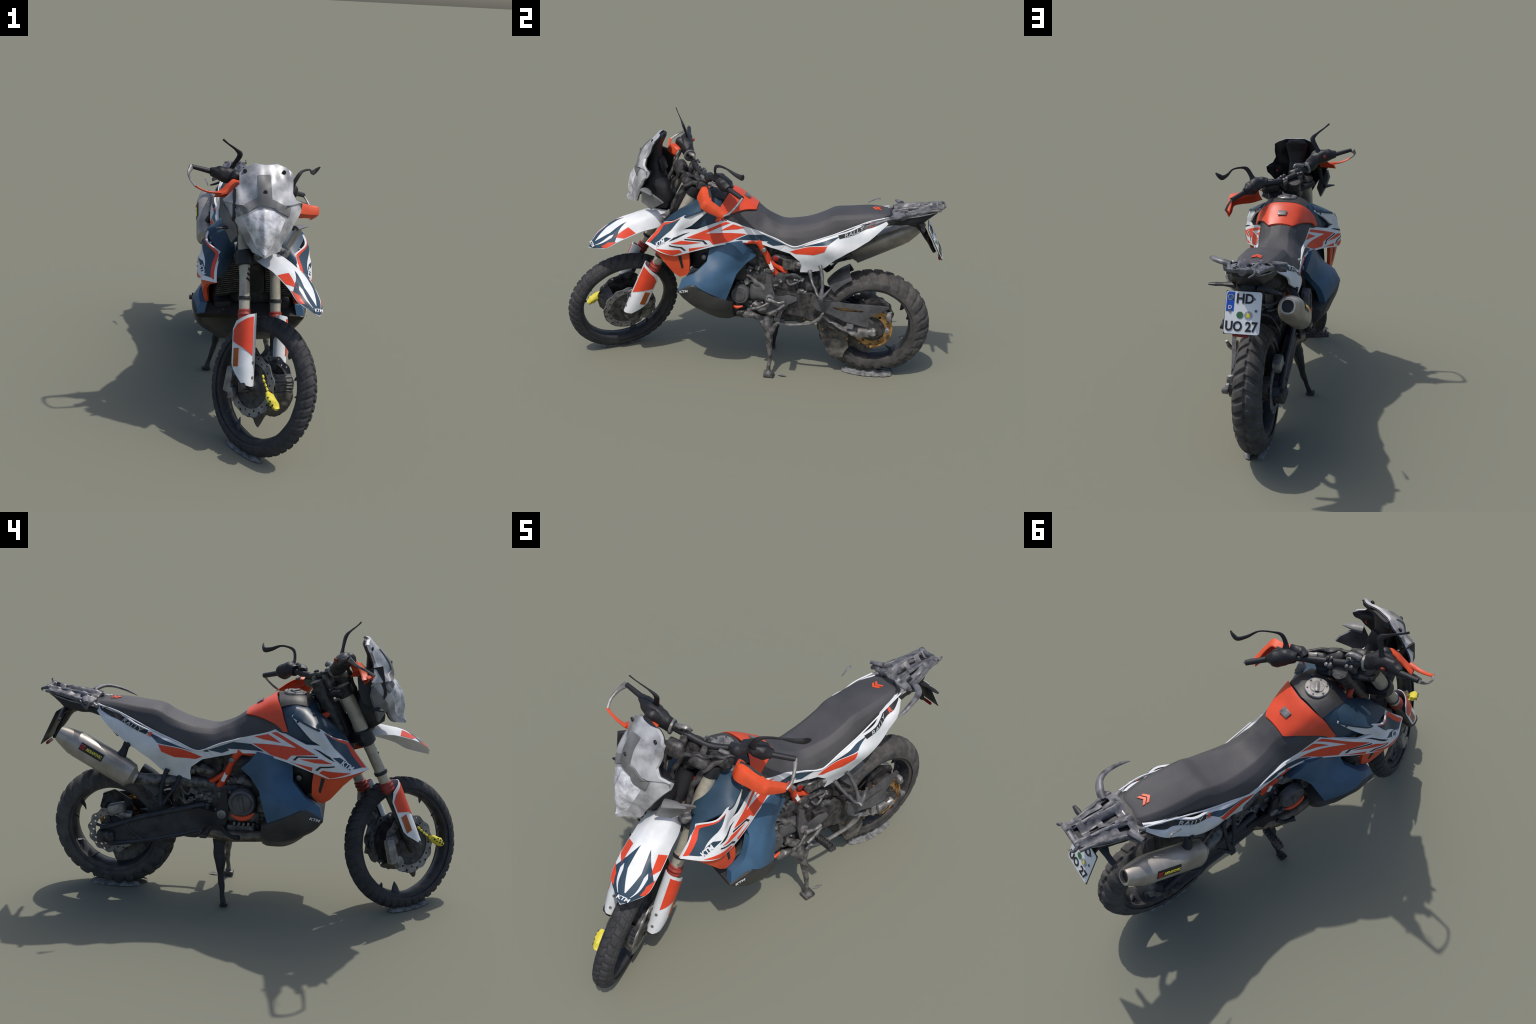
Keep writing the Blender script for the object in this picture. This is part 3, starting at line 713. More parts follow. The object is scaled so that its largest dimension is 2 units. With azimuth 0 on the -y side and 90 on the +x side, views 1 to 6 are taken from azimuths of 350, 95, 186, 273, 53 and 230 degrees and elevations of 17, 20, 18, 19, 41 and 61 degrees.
# right hand guard: a short orange blade running out into a thin strand
GR = [(-0.150, 0.070, 0.850, 0.905), (-0.180, 0.082, 0.842, 0.912), (-0.215, 0.082, 0.832, 0.905), (-0.25, 0.060, 0.824, 0.868), (-0.288, 0.030, 0.822, 0.838)]
gs = spline(GR, 24); A = []
for x, y, z0, z1 in gs:
    for j in range(9):
        v = j / 8; q = abs(2 * v - 1); A.append(Vector((x, y - 0.004 * q - 0.022 * max(0.0, (q - 0.6) / 0.4), z0 + (z1 - z0) * v)))
n = len(A); B = [p + Vector((0.002, -0.006, 0)) for p in A]
F = grid_faces(24, 9); F += [tuple(q + n for q in reversed(f)) for f in F]
bd = [k * 9 for k in range(24)] + [23 * 9 + j for j in range(1, 9)] + [k * 9 + 8 for k in range(22, -1, -1)] + [j for j in range(7, 0, -1)]
F += [(bd[k], bd[(k + 1) % len(bd)], bd[(k + 1) % len(bd)] + n, bd[k] + n) for k in range(len(bd))]
add('hand_guard', lump(A + B, 0.005, 30), F, 'duct', MS, bar, smooth=25)
add('guard_stay', *tube([(-0.27, 0.042, 0.838), (-0.32, 0.018, 0.838), (-0.36, 0.004, 0.848), (-0.380, -0.002, 0.858)], [0.012, 0.009, 0.007, 0.008], 10, 24, flat=0.5), 'duct', MS, bar)
add('guard_stay', *tube([(-0.379, -0.002, 0.856), (-0.386, -0.03, 0.89), (-0.374, -0.056, 0.928), (-0.352, -0.062, 0.962)], [0.007, 0.006, 0.008, 0.014], 10, 24, flat=0.6), 'alloy', MS, bar)
# mirror stalks: thin twisted remnants
add('mirror_stalk', *tube([(0.222, 0.01, 0.955), (0.221, 0.035, 0.975), (0.232, 0.057, 1.010), (0.262, 0.057, 1.033), (0.315, 0.049, 1.050), (0.36, 0.022, 1.052), (0.396, 0.006, 1.060), (0.412, 0.014, 1.075), (0.422, 0.028, 1.088)],
                          [0.020, 0.012, 0.011, 0.006, 0.005, 0.010, 0.014, 0.011, 0.004], 10, 60, flat=0.55), 'black', MS, bar)
add('mirror_stalk', *tube([(-0.19, 0.012, 0.955), (-0.188, 0.040, 0.985), (-0.187, 0.076, 1.020), (-0.222, 0.085, 1.037), (-0.27, 0.090, 1.050), (-0.306, 0.094, 1.062)],
                          [0.017, 0.011, 0.014, 0.006, 0.004, 0.005], 10, 44, flat=0.55), 'black', MS, bar)
blob('kill_switch', (-0.20, -0.026, 0.957), (0.010, 0.006, 0.010), 'boot', MS, bar, 0.001)

# ================================================================== HEADLIGHT MASK (B frame)
MASK = Sheet([(0, 0.895, -0.690), (0.05, 0.907, -0.660), (-0.05, 0.907, -0.660), (0.071, 0.935, -0.640), (-0.071, 0.935, -0.640), (0.115, 1.0, -0.612), (-0.115, 1.0, -0.612),
              (0.16, 1.065, -0.562), (-0.158, 1.065, -0.565), (0.178, 1.105, -0.535), (-0.178, 1.108, -0.541), (0.124, 1.144, -0.562), (-0.124, 1.144, -0.562), (0.115, 1.073, -0.608), (-0.125, 1.073, -0.608),
              (0, 1.163, -0.612), (0, 1.215, -0.565), (0, 1.265, -0.522), (0.09, 1.245, -0.512), (-0.09, 1.245, -0.512), (0.125, 1.225, -0.520), (-0.11, 1.222, -0.520), (0.13, 1.185, -0.538), (-0.11, 1.18, -0.542),
              (0, 1.094, -0.628), (0, 1.0, -0.672), (0.06, 1.0, -0.655), (-0.06, 1.0, -0.655), (0.06, 1.20, -0.568), (-0.06, 1.20, -0.568), (0.07, 1.13, -0.595), (-0.07, 1.13, -0.595)], 3e-5)
YARM = [(-0.030, 1.228), (0.024, 1.228), (0.030, 1.135), (0.118, 1.090), (0.110, 1.055), (0.034, 1.100), (0.0, 1.108), (-0.030, 1.108), (-0.118, 1.052), (-0.132, 1.084), (-0.033, 1.138)]
def mask_pt(x, z, off=0.0, dent=True):
    y = MASK(x, z) + 0.006 * noise.noise(Vector((x * 22, z * 22, 3.3)))
    # headlight bowl below the arms is faceted and ribbed
    if z < 1.10:                       # lamp: centre rib, then stepped flanks running down to the chin
        hw = 0.085 * (z - 0.88) / 0.2
        y -= 0.012 * math.exp(-(x / 0.022) ** 2) * min(1, (1.11 - z) / 0.03)
        y += 0.010 / (1 + math.exp(-(abs(x) - max(hw, 0.012)) / 0.004)) + 0.002
        y += 0.0015 * math.sin(x * 190)
    else:                              # screen: shallow pockets either side of the centre post
        y += 0.008 * math.exp(-((abs(x) - 0.07) / 0.028) ** 2 - ((z - 1.17) / 0.045) ** 2)
        y -= 0.006 * math.exp(-((abs(x) - 0.115) / 0.012) ** 2)
    return (x, y - off, z)
mo = [(0, 0.893), (0.03, 0.897), (0.075, 0.905), (0.085, 0.935), (0.118, 0.98), (0.142, 1.02), (0.172, 1.062), (0.178, 1.10), (0.145, 1.118), (0.128, 1.15), (0.131, 1.19), (0.128, 1.232), (0.102, 1.250), (0.062, 1.266), (0.0, 1.264),
      (-0.04, 1.268), (-0.082, 1.252), (-0.109, 1.225), (-0.108, 1.181), (-0.146, 1.143), (-0.177, 1.110), (-0.156, 1.062), (-0.110, 1.005), (-0.073, 0.935), (-0.05, 0.906)]
pts, tris = flat_mesh(mo, 0.0085)
V, F = shell(pts, tris, mask_pt, 0.012, (0, 1, 0))
mask = add('headlight_mask', V, F, 'silver', MB, smooth=16)
lp, lt = flat_mesh([(0.0, 0.905), (0.030, 0.925), (0.072, 1.0), (0.092, 1.048), (0.040, 1.085), (-0.005, 1.092), (-0.045, 1.082), (-0.098, 1.048), (-0.074, 1.0), (-0.032, 0.925)], 0.0085)
V, F = shell(lp, lt, lambda x, z: mask_pt(x, z, 0.002), 0.004, (0, 1, 0))
add('headlight_lens', V, F, 'lens', MB, mask, smooth=16)
V, F = shell([(p[0] * 0.985, 1.08 + (p[1] - 1.08) * 0.985) for p in pts], tris, lambda x, z: (mask_pt(x, z)[0], mask_pt(x, z)[1] + 0.0135, z), 0.006, (0, 1, 0))
add('mask_liner', V, F, 'black', MB, mask, smooth=25)
pts, tris = flat_mesh(YARM, 0.010)
V, F = shell(pts, tris, lambda x, z: mask_pt(x, z, 0.007), 0.010, (0, 1, 0))
add('lens_frame', V, F, 'lensgrey', MB, mask, smooth=25)
for c in ((-0.001, 1.165), (-0.085, 1.238), (0.088, 1.236)):
    p = mask_pt(*c, 0.007)
    add('mask_bolt', *lathe([(-0.003, 0.004), (-0.002, 0.009), (0.004, 0.009)], p, 'y', 14), 'black', MB, mask)
# grey side fins of the mask
def fin(pts3, thick, material='lensgrey', name='mask_fin'):
    A = [Vector(p) for p in pts3]; c = sum(A, Vector()) / len(A)
    nrm = (A[1] - A[0]).cross(A[2] - A[0]).normalized()
    ring = A; V = [p + nrm * thick / 2 for p in ring] + [p - nrm * thick / 2 for p in ring] + [c + nrm * thick, c - nrm * thick]
    n = len(A); F = [(i, (i + 1) % n, 2 * n) for i in range(n)] + [((i + 1) % n + n, i + n, 2 * n + 1) for i in range(n)] + [(i, i + n, (i + 1) % n + n, (i + 1) % n) for i in range(n)]
    return add(name, V, F, material, MB, mask, smooth=30)
fin([(0.150, -0.565, 0.990), (0.170, -0.52, 0.985), (0.190, -0.462, 0.958), (0.190, -0.442, 0.942), (0.155, -0.49, 0.908), (0.125, -0.522, 0.882), (0.105, -0.58, 0.915)], 0.010)
fin([(-0.150, -0.560, 1.06), (-0.172, -0.535, 1.09), (-0.185, -0.53, 1.05), (-0.165, -0.55, 0.99), (-0.134, -0.570, 0.925), (-0.11, -0.60, 0.97), (-0.12, -0.60, 1.01)], 0.012)
add('indicator', *tube([(0.145, -0.555, 0.990), (0.180, -0.525, 0.990), (0.216, -0.498, 0.985)], [0.026, 0.020, 0.005], 10, 16, flat=0.5), 'lensgrey', MB, mask)
fin([(-0.13, -0.575, 1.17), (-0.12, -0.50, 1.15), (-0.13, -0.470, 1.115), (-0.14, -0.478, 1.06), (-0.15, -0.50, 1.01), (-0.14, -0.57, 0.98), (-0.13, -0.60, 1.05)], 0.012, 'black', 'mask_wing')
add('indicator', *tube([(-0.15, -0.55, 0.99), (-0.18, -0.57, 0.992), (-0.209, -0.585, 0.993)], [0.022, 0.014, 0.006], 10, 16, flat=0.5), 'black', MB, mask)
# black cockpit tower behind the mask: sections up its height (z, y front, y back, half width)
TW = [(0.865, -0.560, -0.47, 0.040), (0.90, -0.60, -0.44, 0.055), (0.95, -0.60, -0.435, 0.062), (1.0, -0.60, -0.455, 0.058), (1.06, -0.585, -0.490, 0.050), (1.10, -0.57, -0.500, 0.048), (1.15, -0.56, -0.505, 0.048), (1.20, -0.545, -0.505, 0.056), (1.24, -0.525, -0.485, 0.066), (1.258, -0.520, -0.488, 0.045)]
tz = np.linspace(TW[0][0], TW[-1][0], 44); V = []; nr = 40
tw = np.array(TW)
for z in tz:
    y0, y1, hw = [np.interp(z, tw[:, 0], tw[:, k]) for k in (1, 2, 3)]
    for j in range(nr):
        t = 2 * math.pi * j / nr; c, s = math.cos(t), math.sin(t)
        V.append(Vector((hw * math.copysign(abs(c) ** 0.6, c), (y0 + y1) / 2 + (y1 - y0) / 2 * math.copysign(abs(s) ** 0.6, s), z)))
F = grid_faces(len(tz), nr, True) + [tuple(range(nr)), tuple((len(tz) - 1) * nr + j for j in range(nr))]
tower = add('cockpit_tower', lump(V, 0.010, 14, 6), F, 'black', MB)
blob('warning_lamp', (0.118, -0.541, 1.072), (0.006, 0.006, 0.009), 'redlens', MB, tower, 0.001)
V, F = box((0, -0.495, 1.10), (0.085, 0.02, 0.07), 0.008, Matrix.Rotation(0.35, 4, 'X'))
add('instrument_display', lump(V, 0.003, 20), F, 'black', MB, tower)

# ================================================================== TANK AND SEAT (B frame)
TANK = [
    (-0.315, [(0, 0.930), (0.045, 0.925), (0.085, 0.905), (0.120, 0.870), (0.140, 0.83), (0.150, 0.77)]),
    (-0.295, [(0, 0.968), (0.050, 0.962), (0.092, 0.940), (0.132, 0.905), (0.160, 0.85), (0.170, 0.77)]),
    (-0.250, [(0, 0.997), (0.058, 0.992), (0.105, 0.968), (0.148, 0.928), (0.178, 0.87), (0.185, 0.77)]),
    (-0.195, [(0, 1.006), (0.065, 1.000), (0.112, 0.974), (0.150, 0.930), (0.168, 0.86), (0.172, 0.77)]),
    (-0.120, [(0, 0.998), (0.072, 0.986), (0.110, 0.955), (0.135, 0.910), (0.146, 0.86), (0.150, 0.77)]),
    (-0.050, [(0, 0.962), (0.070, 0.950), (0.100, 0.920), (0.118, 0.880), (0.126, 0.84), (0.126, 0.77)]),
    (0.020, [(0, 0.918), (0.060, 0.908), (0.085, 0.885), (0.100, 0.850), (0.112, 0.82), (0.116, 0.76)])]
tank = loft('fuel_tank', [(y, sec if y < -0.13 else [(x * 0.92, z - 0.014) for x, z in sec]) for y, sec in TANK], 'navy', 50, 30, lumpy=0.002)
TS = LoftSurf(TANK)
def tank_patch(name, material, tf, yf, yr, off, parent, nt=26, ny=20, t0=0.0):
    A = []
    for i in range(2 * nt - 1):
        t = abs(i - (nt - 1)) / (nt - 1); sd = 1 if i >= nt - 1 else -1
        tt = t0 + (tf - t0) * t
        for j in range(ny):
            y = yf(t) + (yr(t) - yf(t)) * j / (ny - 1)
            p = TS(y, tt); p.x *= sd
            c = Vector((0, y, 0.80)); A.append(p + (p - c).normalized() * off)
    B = []
    for a in A:
        B.append(a + (Vector((0, a.y, 0.80)) - a).normalized() * 0.008)
    m = 2 * nt - 1; F = grid_faces(m, ny); n = len(A)
    F2 = [tuple(i + n for i in reversed(f)) for f in F]
    bd = [i * ny for i in range(m)] + [(m - 1) * ny + j for j in range(1, ny)] + [i * ny + ny - 1 for i in range(m - 2, -1, -1)] + [j for j in range(ny - 2, 0, -1)]
    F3 = [(bd[k], bd[(k + 1) % len(bd)], bd[(k + 1) % len(bd)] + n, bd[k] + n) for k in range(len(bd))]
    return add(name, lump(A + B, 0.003, 12), F + F2 + F3, material, MBL, parent, smooth=50)
cover = tank_patch('tank_cover', 'orange', 0.80, lambda t: -0.112 - 0.066 * t ** 1.3, lambda t: 0.020 - 0.175 * max(0, (t - 0.25) / 0.75) ** 1.1, 0.004, tank)
tank_patch('filler_surround', 'skid', 0.40, lambda t: -0.29 + 0.03 * t, lambda t: -0.120 - 0.02 * t, 0.002, tank)
V, F = lathe([(-0.004, 0.052), (0.004, 0.052), (0.007, 0.049), (0.007, 0.030), (0.010, 0.028), (0.010, 0.0)], (0, 0, 0), 'z', 40)
capM = Matrix.Translation((-0.001, -0.196, 1.006)) @ Matrix.Rotation(math.radians(4), 4, 'X')
cap = add('filler_cap', [capM @ v for v in V], F, 'alloy', MBL, tank)
V, F = box((0, 0, 0.012), (0.018, 0.055, 0.008), 0.003, Matrix.Rotation(0.9, 4, 'Z'))
add('cap_flap', [capM @ v for v in V], F, 'alloy', MBL, tank)
V, F = merge(*[lathe([(0.006, 0.004), (0.009, 0.0035)], (0.041 * math.cos(k * math.pi / 3), 0.041 * math.sin(k * math.pi / 3), 0), 'z', 10) for k in range(6)])
add('cap_screw', [capM @ v for v in V], F, 'black', MBL, tank, stuff=True)
V, F = box((0.0, -0.036, 0.962), (0.045, 0.03, 0.006), 0.002, Matrix.Rotation(-0.55, 4, 'X'))
add('tank_emblem', lump(V, 0.004, 50), F, 'alloy', MBL, tank)

SEAT = [
    (-0.150, [(0, 0.945), (0.055, 0.938), (0.108, 0.920), (0.134, 0.892), (0.136, 0.868), (0.120, 0.80)]),
    (-0.060, [(0, 0.945), (0.06, 0.935), (0.098, 0.912), (0.12, 0.878), (0.126, 0.845), (0.115, 0.79)]),
    (0.015, [(0, 0.918), (0.052, 0.91), (0.084, 0.884), (0.106, 0.846), (0.123, 0.808), (0.121, 0.77)]),
    (0.060, [(0, 0.886), (0.046, 0.879), (0.076, 0.853), (0.102, 0.822), (0.121, 0.79), (0.118, 0.75)]),
    (0.105, [(0, 0.854), (0.052, 0.854), (0.081, 0.837), (0.107, 0.808), (0.121, 0.775), (0.118, 0.73)]),
    (0.160, [(0, 0.836), (0.056, 0.836), (0.089, 0.815), (0.111, 0.787), (0.122, 0.757), (0.118, 0.71)]),
    (0.230, [(0, 0.842), (0.066, 0.842), (0.099, 0.819), (0.117, 0.785), (0.124, 0.738), (0.118, 0.7)]),
    (0.310, [(0, 0.861), (0.076, 0.859), (0.105, 0.835), (0.119, 0.8), (0.126, 0.76), (0.115, 0.72)]),
    (0.375, [(0, 0.889), (0.08, 0.886), (0.106, 0.857), (0.119, 0.823), (0.124, 0.79), (0.112, 0.75)]),
    (0.420, [(0, 0.917), (0.08, 0.911), (0.103, 0.887), (0.115, 0.85), (0.121, 0.808), (0.11, 0.77)]),
    (0.500, [(0, 0.931), (0.08, 0.923), (0.102, 0.902), (0.112, 0.875), (0.115, 0.845), (0.105, 0.81)]),
    (0.600, [(0, 0.942), (0.074, 0.936), (0.095, 0.92), (0.103, 0.903), (0.104, 0.884), (0.095, 0.86)]),
    (0.660, [(0, 0.941), (0.064, 0.938), (0.083, 0.927), (0.091, 0.915), (0.092, 0.9), (0.085, 0.88)]),
    (0.700, [(0, 0.934), (0.052, 0.934), (0.069, 0.927), (0.075, 0.918), (0.074, 0.905), (0.065, 0.89)]),
    (0.718, [(0, 0.923), (0.036, 0.926), (0.052, 0.923), (0.055, 0.917), (0.05, 0.905), (0.045, 0.9)])]
seat = loft('seat', SEAT, 'seat', 110, 41, lumpy=0.003, freq=7, tension=0.55)
# thin chevron badge on the pillion pad
def chev(dy):
    pts, tris = flat_mesh([(0, 0.632 + dy), (0.022, 0.650 + dy), (0.022, 0.662 + dy), (0, 0.645 + dy), (-0.022, 0.662 + dy), (-0.022, 0.650 + dy)], 0.008)
    return shell(pts, tris, lambda x, y: (x + 0.0, y, 0.9445 + 0.0015 - 3.0 * x * x), 0.003, (0, 0, -1))
add('seat_badge', *merge(chev(0.0), chev(-0.018)), 'duct', MBL, seat)

# ================================================================== SIDE BODYWORK (B frame)
FAIR = Sheet([(-.443, .835, .184), (-.33, .89, .235), (-.532, .724, .203), (-.466, .717, .255), (-.33, .819, .232), (-.2, .93, .155), (-.22, .912, .177), (-.309, .787, .240), (-.186, .744, .194), (-.064, .758, .14), (-.127, .863, .135),
              (-.35, .67, .250), (-.37, .785, .268), (-.36, .84, .256), (-.42, .745, .264), (.004, .84, .124), (.06, .74, .124), (.242, .739, .125), (.15, .76, .123), (.27, .66, .11)])
TAIL = Sheet([(.242, .739, .127), (.398, .771, .164), (.273, .599, .107), (.36, .61, .112), (.629, .877, .138), (.522, .856, .15), (.70, .9, .10), (.601, .806, .148), (.606, .89, .112), (.4, .815, .124), (.5, .79, .162), (.42, .69, .148), (.15, .73, .124)])
fair_poly = [(-.541, .722), (-.515, .755), (-.488, .785), (-.443, .840), (-.38, .868), (-.325, .899), (-.26, .921), (-.197, .939), (-.192, .931), (-.24, .889), (-.29, .845), (-.329, .827), (-.265, .823), (-.19, .847), (-.126, .866), (-.05, .838), (.04, .811), (.13, .778), (.19, .752),
             (.155, .716), (.105, .727), (.06, .740), (-.02, .746), (-.08, .744), (-.18, .732), (-.27, .713), (-.37, .688), (-.46, .709)]
reds = [[(-.027, .824), (-.089, .840), (-.151, .810), (-.07, .814)], [(-.103, .847), (-.128, .853), (-.309, .787), (-.221, .803)], [(-.019, .792), (-.218, .8025), (-.222, .8025), (-.307, .7865), (-.2, .766), (-.181, .743), (-.108, .751)],
        [(-.24, .757), (-.334, .774), (-.383, .761), (-.307, .753)], [(-.196, .739), (-.219, .735), (-.297, .730), (-.295, .713)], [(-.328, .711), (-.343, .725), (-.418, .723), (-.466, .719), (-.376, .692)],
        [(-.339, .890), (-.445, .838), (-.530, .733), (-.511, .735), (-.462, .791), (-.44, .828)]]
navies = [[(-.342, .886), (-.44, .8275), (-.4625, .790), (-.51, .7355), (-.476, .733), (-.436, .778), (-.39, .823)], [(-.384, .786), (-.414, .784), (-.465, .749), (-.474, .734), (-.46, .731), (-.415, .762)],
        [(.185, .748), (.07, .792), (-.013, .789), (-.072, .761), (.096, .759), (.087, .751), (.121, .737)]]
inks = [[(-.208, .748), (-.226, .768), (-.317, .782), (-.32, .777), (-.232, .763), (-.218, .747)], [(-.311, .722), (-.33, .741), (-.392, .751), (-.395, .746), (-.336, .736), (-.319, .719)], [(-.296, .812), (-.326, .806), (-.371, .79), (-.394, .769)]]
fair = graphic_panel('side_fairing', fair_poly, FAIR, 'white', 0.010, [('stripe_graphic', 'red', g) for g in reds] + [('navy_graphic', 'navy', g) for g in navies] + [('black_line_graphic', 'ink', g) for g in inks])
for i, sd in enumerate((1, -1)):
    panel_text('maker_lettering', 'KTM', 0.026, 'white', FAIR, (-.468, .736), (-.424, .764), sd, fair[i], 0.0008, 0.2, 1.1)
    p = (sd * (FAIR(-.222, .915) + 0.001), -.222, .915)
    add('panel_screw', *lathe([(-0.002, 0.0055), (0.002, 0.0055)], p, 'x', 14), 'ink', MBL, fair[i])
# inner shrouds: navy sheets between the fairing's top edge and the fork
for i, sd in enumerate((1, -1)):
    outer = spline([(-.200, .936, .158), (-.26, .917, .205), (-.325, .895, .232), (-.443, .836, .182), (-.495, .772, .192), (-.535, .724, .200)], 40)
    inner = spline([(-.215, .970, .105), (-.27, .962, .098), (-.335, .925, .092), (-.405, .865, .095), (-.435, .80, .115), (-.455, .735, .145)], 40)
    A = []
    for k in range(40):
        for j in range(10):
            u = j / 9; o, q = outer[k], inner[k]
            p = o * (1 - u) + q * u
            bul = 0.010 * math.sin(u * math.pi)
            A.append(Vector((sd * (p[2]), p[0], p[1] + bul)))
    B = [a + Vector((0, 0.004, -0.008)) for a in A]; n = len(A)
    F = grid_faces(40, 10); F += [tuple(q + n for q in reversed(f)) for f in F]
    bd = [k * 10 for k in range(40)] + [390 + j for j in range(1, 10)] + [k * 10 + 9 for k in range(38, -1, -1)] + [j for j in range(8, 0, -1)]
    F += [(bd[k], bd[(k + 1) % len(bd)], bd[(k + 1) % len(bd)] + n, bd[k] + n) for k in range(len(bd))]
    add('inner_shroud', A + B, F, 'navy', MBL, fair[i])
# side pod of the tank behind the fairing window
WIN = Sheet([(-.2, .925, .150), (-.33, .825, .205), (-.26, .87, .180), (-.13, .862, .138), (-.20, .85, .165), (-.29, .90, .19)])
side_part('tank_side_panel', [(-.205, .935), (-.30, .885), (-.335, .822), (-.265, .818), (-.19, .843), (-.125, .864), (-.17, .93)], WIN, 'navy', 0.02, parent=None)
# orange air scoops under the fairing
DUCT = Sheet([(-.54, .715, .197), (-.36, .69, .244), (-.42, .69, .250), (-.30, .70, .222), (-.30, .60, .222), (-.35, .56, .224), (-.45, .66, .238), (-.38, .63, .240)])
duct = side_part('air_scoop', [(-.540, .724), (-.46, .714), (-.37, .692), (-.303, .704), (-.298, .65), (-.299, .595), (-.316, .572), (-.350, .560), (-.382, .585), (-.435, .655), (-.476, .692), (-.512, .708)], DUCT, 'duct', 0.018)
decals([[(-.354, .681), (-.338, .685), (-.328, .617), (-.338, .61)]], DUCT, 'ink', duct, 'scoop_slot')
# tail panels
tail_poly = [(.156, .7155), (.191, .7515), (.24, .742), (.33, .778), (.427, .819), (.54, .873), (.61, .905), (.70, .927), (.706, .90), (.655, .857), (.612, .812), (.545, .766), (.51, .745), (.45, .700), (.405, .650), (.37, .618), (.309, .598), (.266, .596), (.268, .64), (.262, .662), (.21, .702)]
tailp = graphic_panel('tail_panel', tail_poly, TAIL, 'white', 0.010, [
    ('stripe_graphic', 'red', [(.21, .714), (.304, .750), (.405, .773), (.39, .739), (.335, .711), (.24, .702)]),
    ('navy_graphic', 'navy', [(.252, .737), (.404, .799), (.468, .828), (.41, .779), (.304, .754)]),
    ('black_line_graphic', 'black', [(.455, .829), (.599, .894), (.695, .923), (.684, .906), (.601, .872), (.463, .813)])], rough=0.003)
for i, sd in enumerate((1, -1)):
    panel_text('model_lettering', 'RALLY', 0.024, 'seal', TAIL, (.468, .823), (.596, .880), sd, tailp[i], 0.0003, 0.3, 1.5)
    panel_text('model_lettering', 'R', 0.024, 'red', TAIL, (.602, .883) if sd > 0 else (.436, .808), (.626, .893) if sd > 0 else (.460, .819), sd, tailp[i], 0.0008, 0.3, 1.2)
# white seam strip under the seat edge
strip = []
for sd in (1, -1):
    strip.append(tube([(sd * .128, .05, .806), (sd * .126, .13, .780), (sd * .129, .20, .750), (sd * .130, .245, .745), (sd * .129, .33, .782), (sd * .128, .427, .823), (sd * .122, .54, .876), (sd * .116, .61, .907), (sd * .098, .70, .928)], [0.0035] * 4, 8, 60))
add('seam_strip', *merge(*strip), 'white', MBL)

# lower fuel tanks
BLUE = Sheet([(.028, .665, .134), (-.04, .757, .155), (-.18, .646, .200), (-.34, .545, .246), (-.25, .55, .278), (-.35, .49, .262), (-.1, .447, .222), (-.055, .593, .166), (-.105, .56, .217), (-.2, .71, .165), (0, .70, .142), (-.1, .66, .185), (-.2, .56, .258), (-.12, .54, .230)], 5e-5)
lower = side_part('lower_tank', [(.032, .672), (-.01, .712), (-.042, .757), (-.12, .745), (-.205, .718), (-.212, .648), (-.27, .592), (-.338, .550), (-.353, .492), (-.255, .543), (-.105, .450), (-.085, .505), (-.06, .580), (-.01, .640)], BLUE, 'blue', 0.035, rough=0.004)
# skid plate shell, loft front to back
SKID = [
    (-0.356, [(0, 0.505), (0.10, 0.50), (0.19, 0.485), (0.240, 0.480), (0.262, 0.492), (0.24, 0.50)]),
    (-0.330, [(0, 0.440), (0.10, 0.44), (0.18, 0.430), (0.245, 0.448), (0.270, 0.508), (0.20, 0.52)]),
    (-0.270, [(0, 0.370), (0.10, 0.37), (0.175, 0.375), (0.250, 0.420), (0.280, 0.538), (0.20, 0.53)]),
    (-0.220, [(0, 0.322), (0.11, 0.322), (0.175, 0.345), (0.243, 0.400), (0.271, 0.520), (0.20, 0.51)]),
    (-0.165, [(0, 0.298), (0.11, 0.298), (0.165, 0.325), (0.232, 0.385), (0.252, 0.485), (0.18, 0.48)]),
    (-0.100, [(0, 0.298), (0.11, 0.298), (0.155, 0.320), (0.205, 0.372), (0.226, 0.442), (0.16, 0.44)]),
    (-0.075, [(0, 0.300), (0.10, 0.303), (0.145, 0.325), (0.180, 0.360), (0.196, 0.415), (0.15, 0.42)])]
skid = loft('skid_plate', SKID, 'skid', 40, 30, lumpy=0.004, freq=14, smooth=30)
for v in skid.data.vertices:      # the nose is cut back between the two lower tanks
    v.co.y += 0.10 * max(0.0, 1 - (abs(v.co.x) / 0.235) ** 2.5) * min(1.0, max(0.0, (-0.26 - v.co.y) / 0.09))
for sd in (1, -1):
    text('maker_lettering', 'KTM', 0.018, 'white', MBL @ frame_from((sd * 0.279, -0.318, 0.502), (0.12, sd, 0.25 * sd), (0.1 * sd, 0, 1)), skid, bold=0.0005, shear=0.2, sx=1.3)

# ================================================================== ENGINE AND FRAME (B frame)
V, F = merge(box((0, 0.09, 0.44), (0.185, 0.36, 0.27), 0.03), box((0, 0.02, 0.62), (0.15, 0.22, 0.22), 0.03), box((0, -0.17, 0.58), (0.26, 0.16, 0.36), 0.03), box((0, 0.10, 0.33), (0.18, 0.44, 0.07), 0.02),
             box((0, 0.20, 0.65), (0.12, 0.20, 0.16), 0.03), box((0, 0.30, 0.46), (0.13, 0.14, 0.22), 0.03), box((0, 0.0, 0.76), (0.13, 0.40, 0.10), 0.03), box((0, 0.46, 0.785), (0.205, 0.36, 0.12), 0.03, Matrix.Rotation(0.36, 4, 'X')))
bm = bmesh.new()
engine = add('engine', V, F, 'engdark', MB)
def dense(ob, cuts, amp, freq, seed):
    """subdivide a rough block and dent it"""
    bm = bmesh.new(); bm.from_mesh(ob.data)
    for _ in range(cuts): bmesh.ops.subdivide_edges(bm, edges=[e for e in bm.edges if e.calc_length() > 0.016], cuts=1, use_grid_fill=True)
    for v in bm.verts:
        v.co += noise.noise_vector(v.co * freq + Vector((seed, 0, 0))) * amp + noise.noise_vector(v.co * freq * 2.7) * amp * 0.5
    bm.to_mesh(ob.data); bm.free(); ob.data.shade_smooth()
dense(engine, 4, 0.012, 22, 1.0)
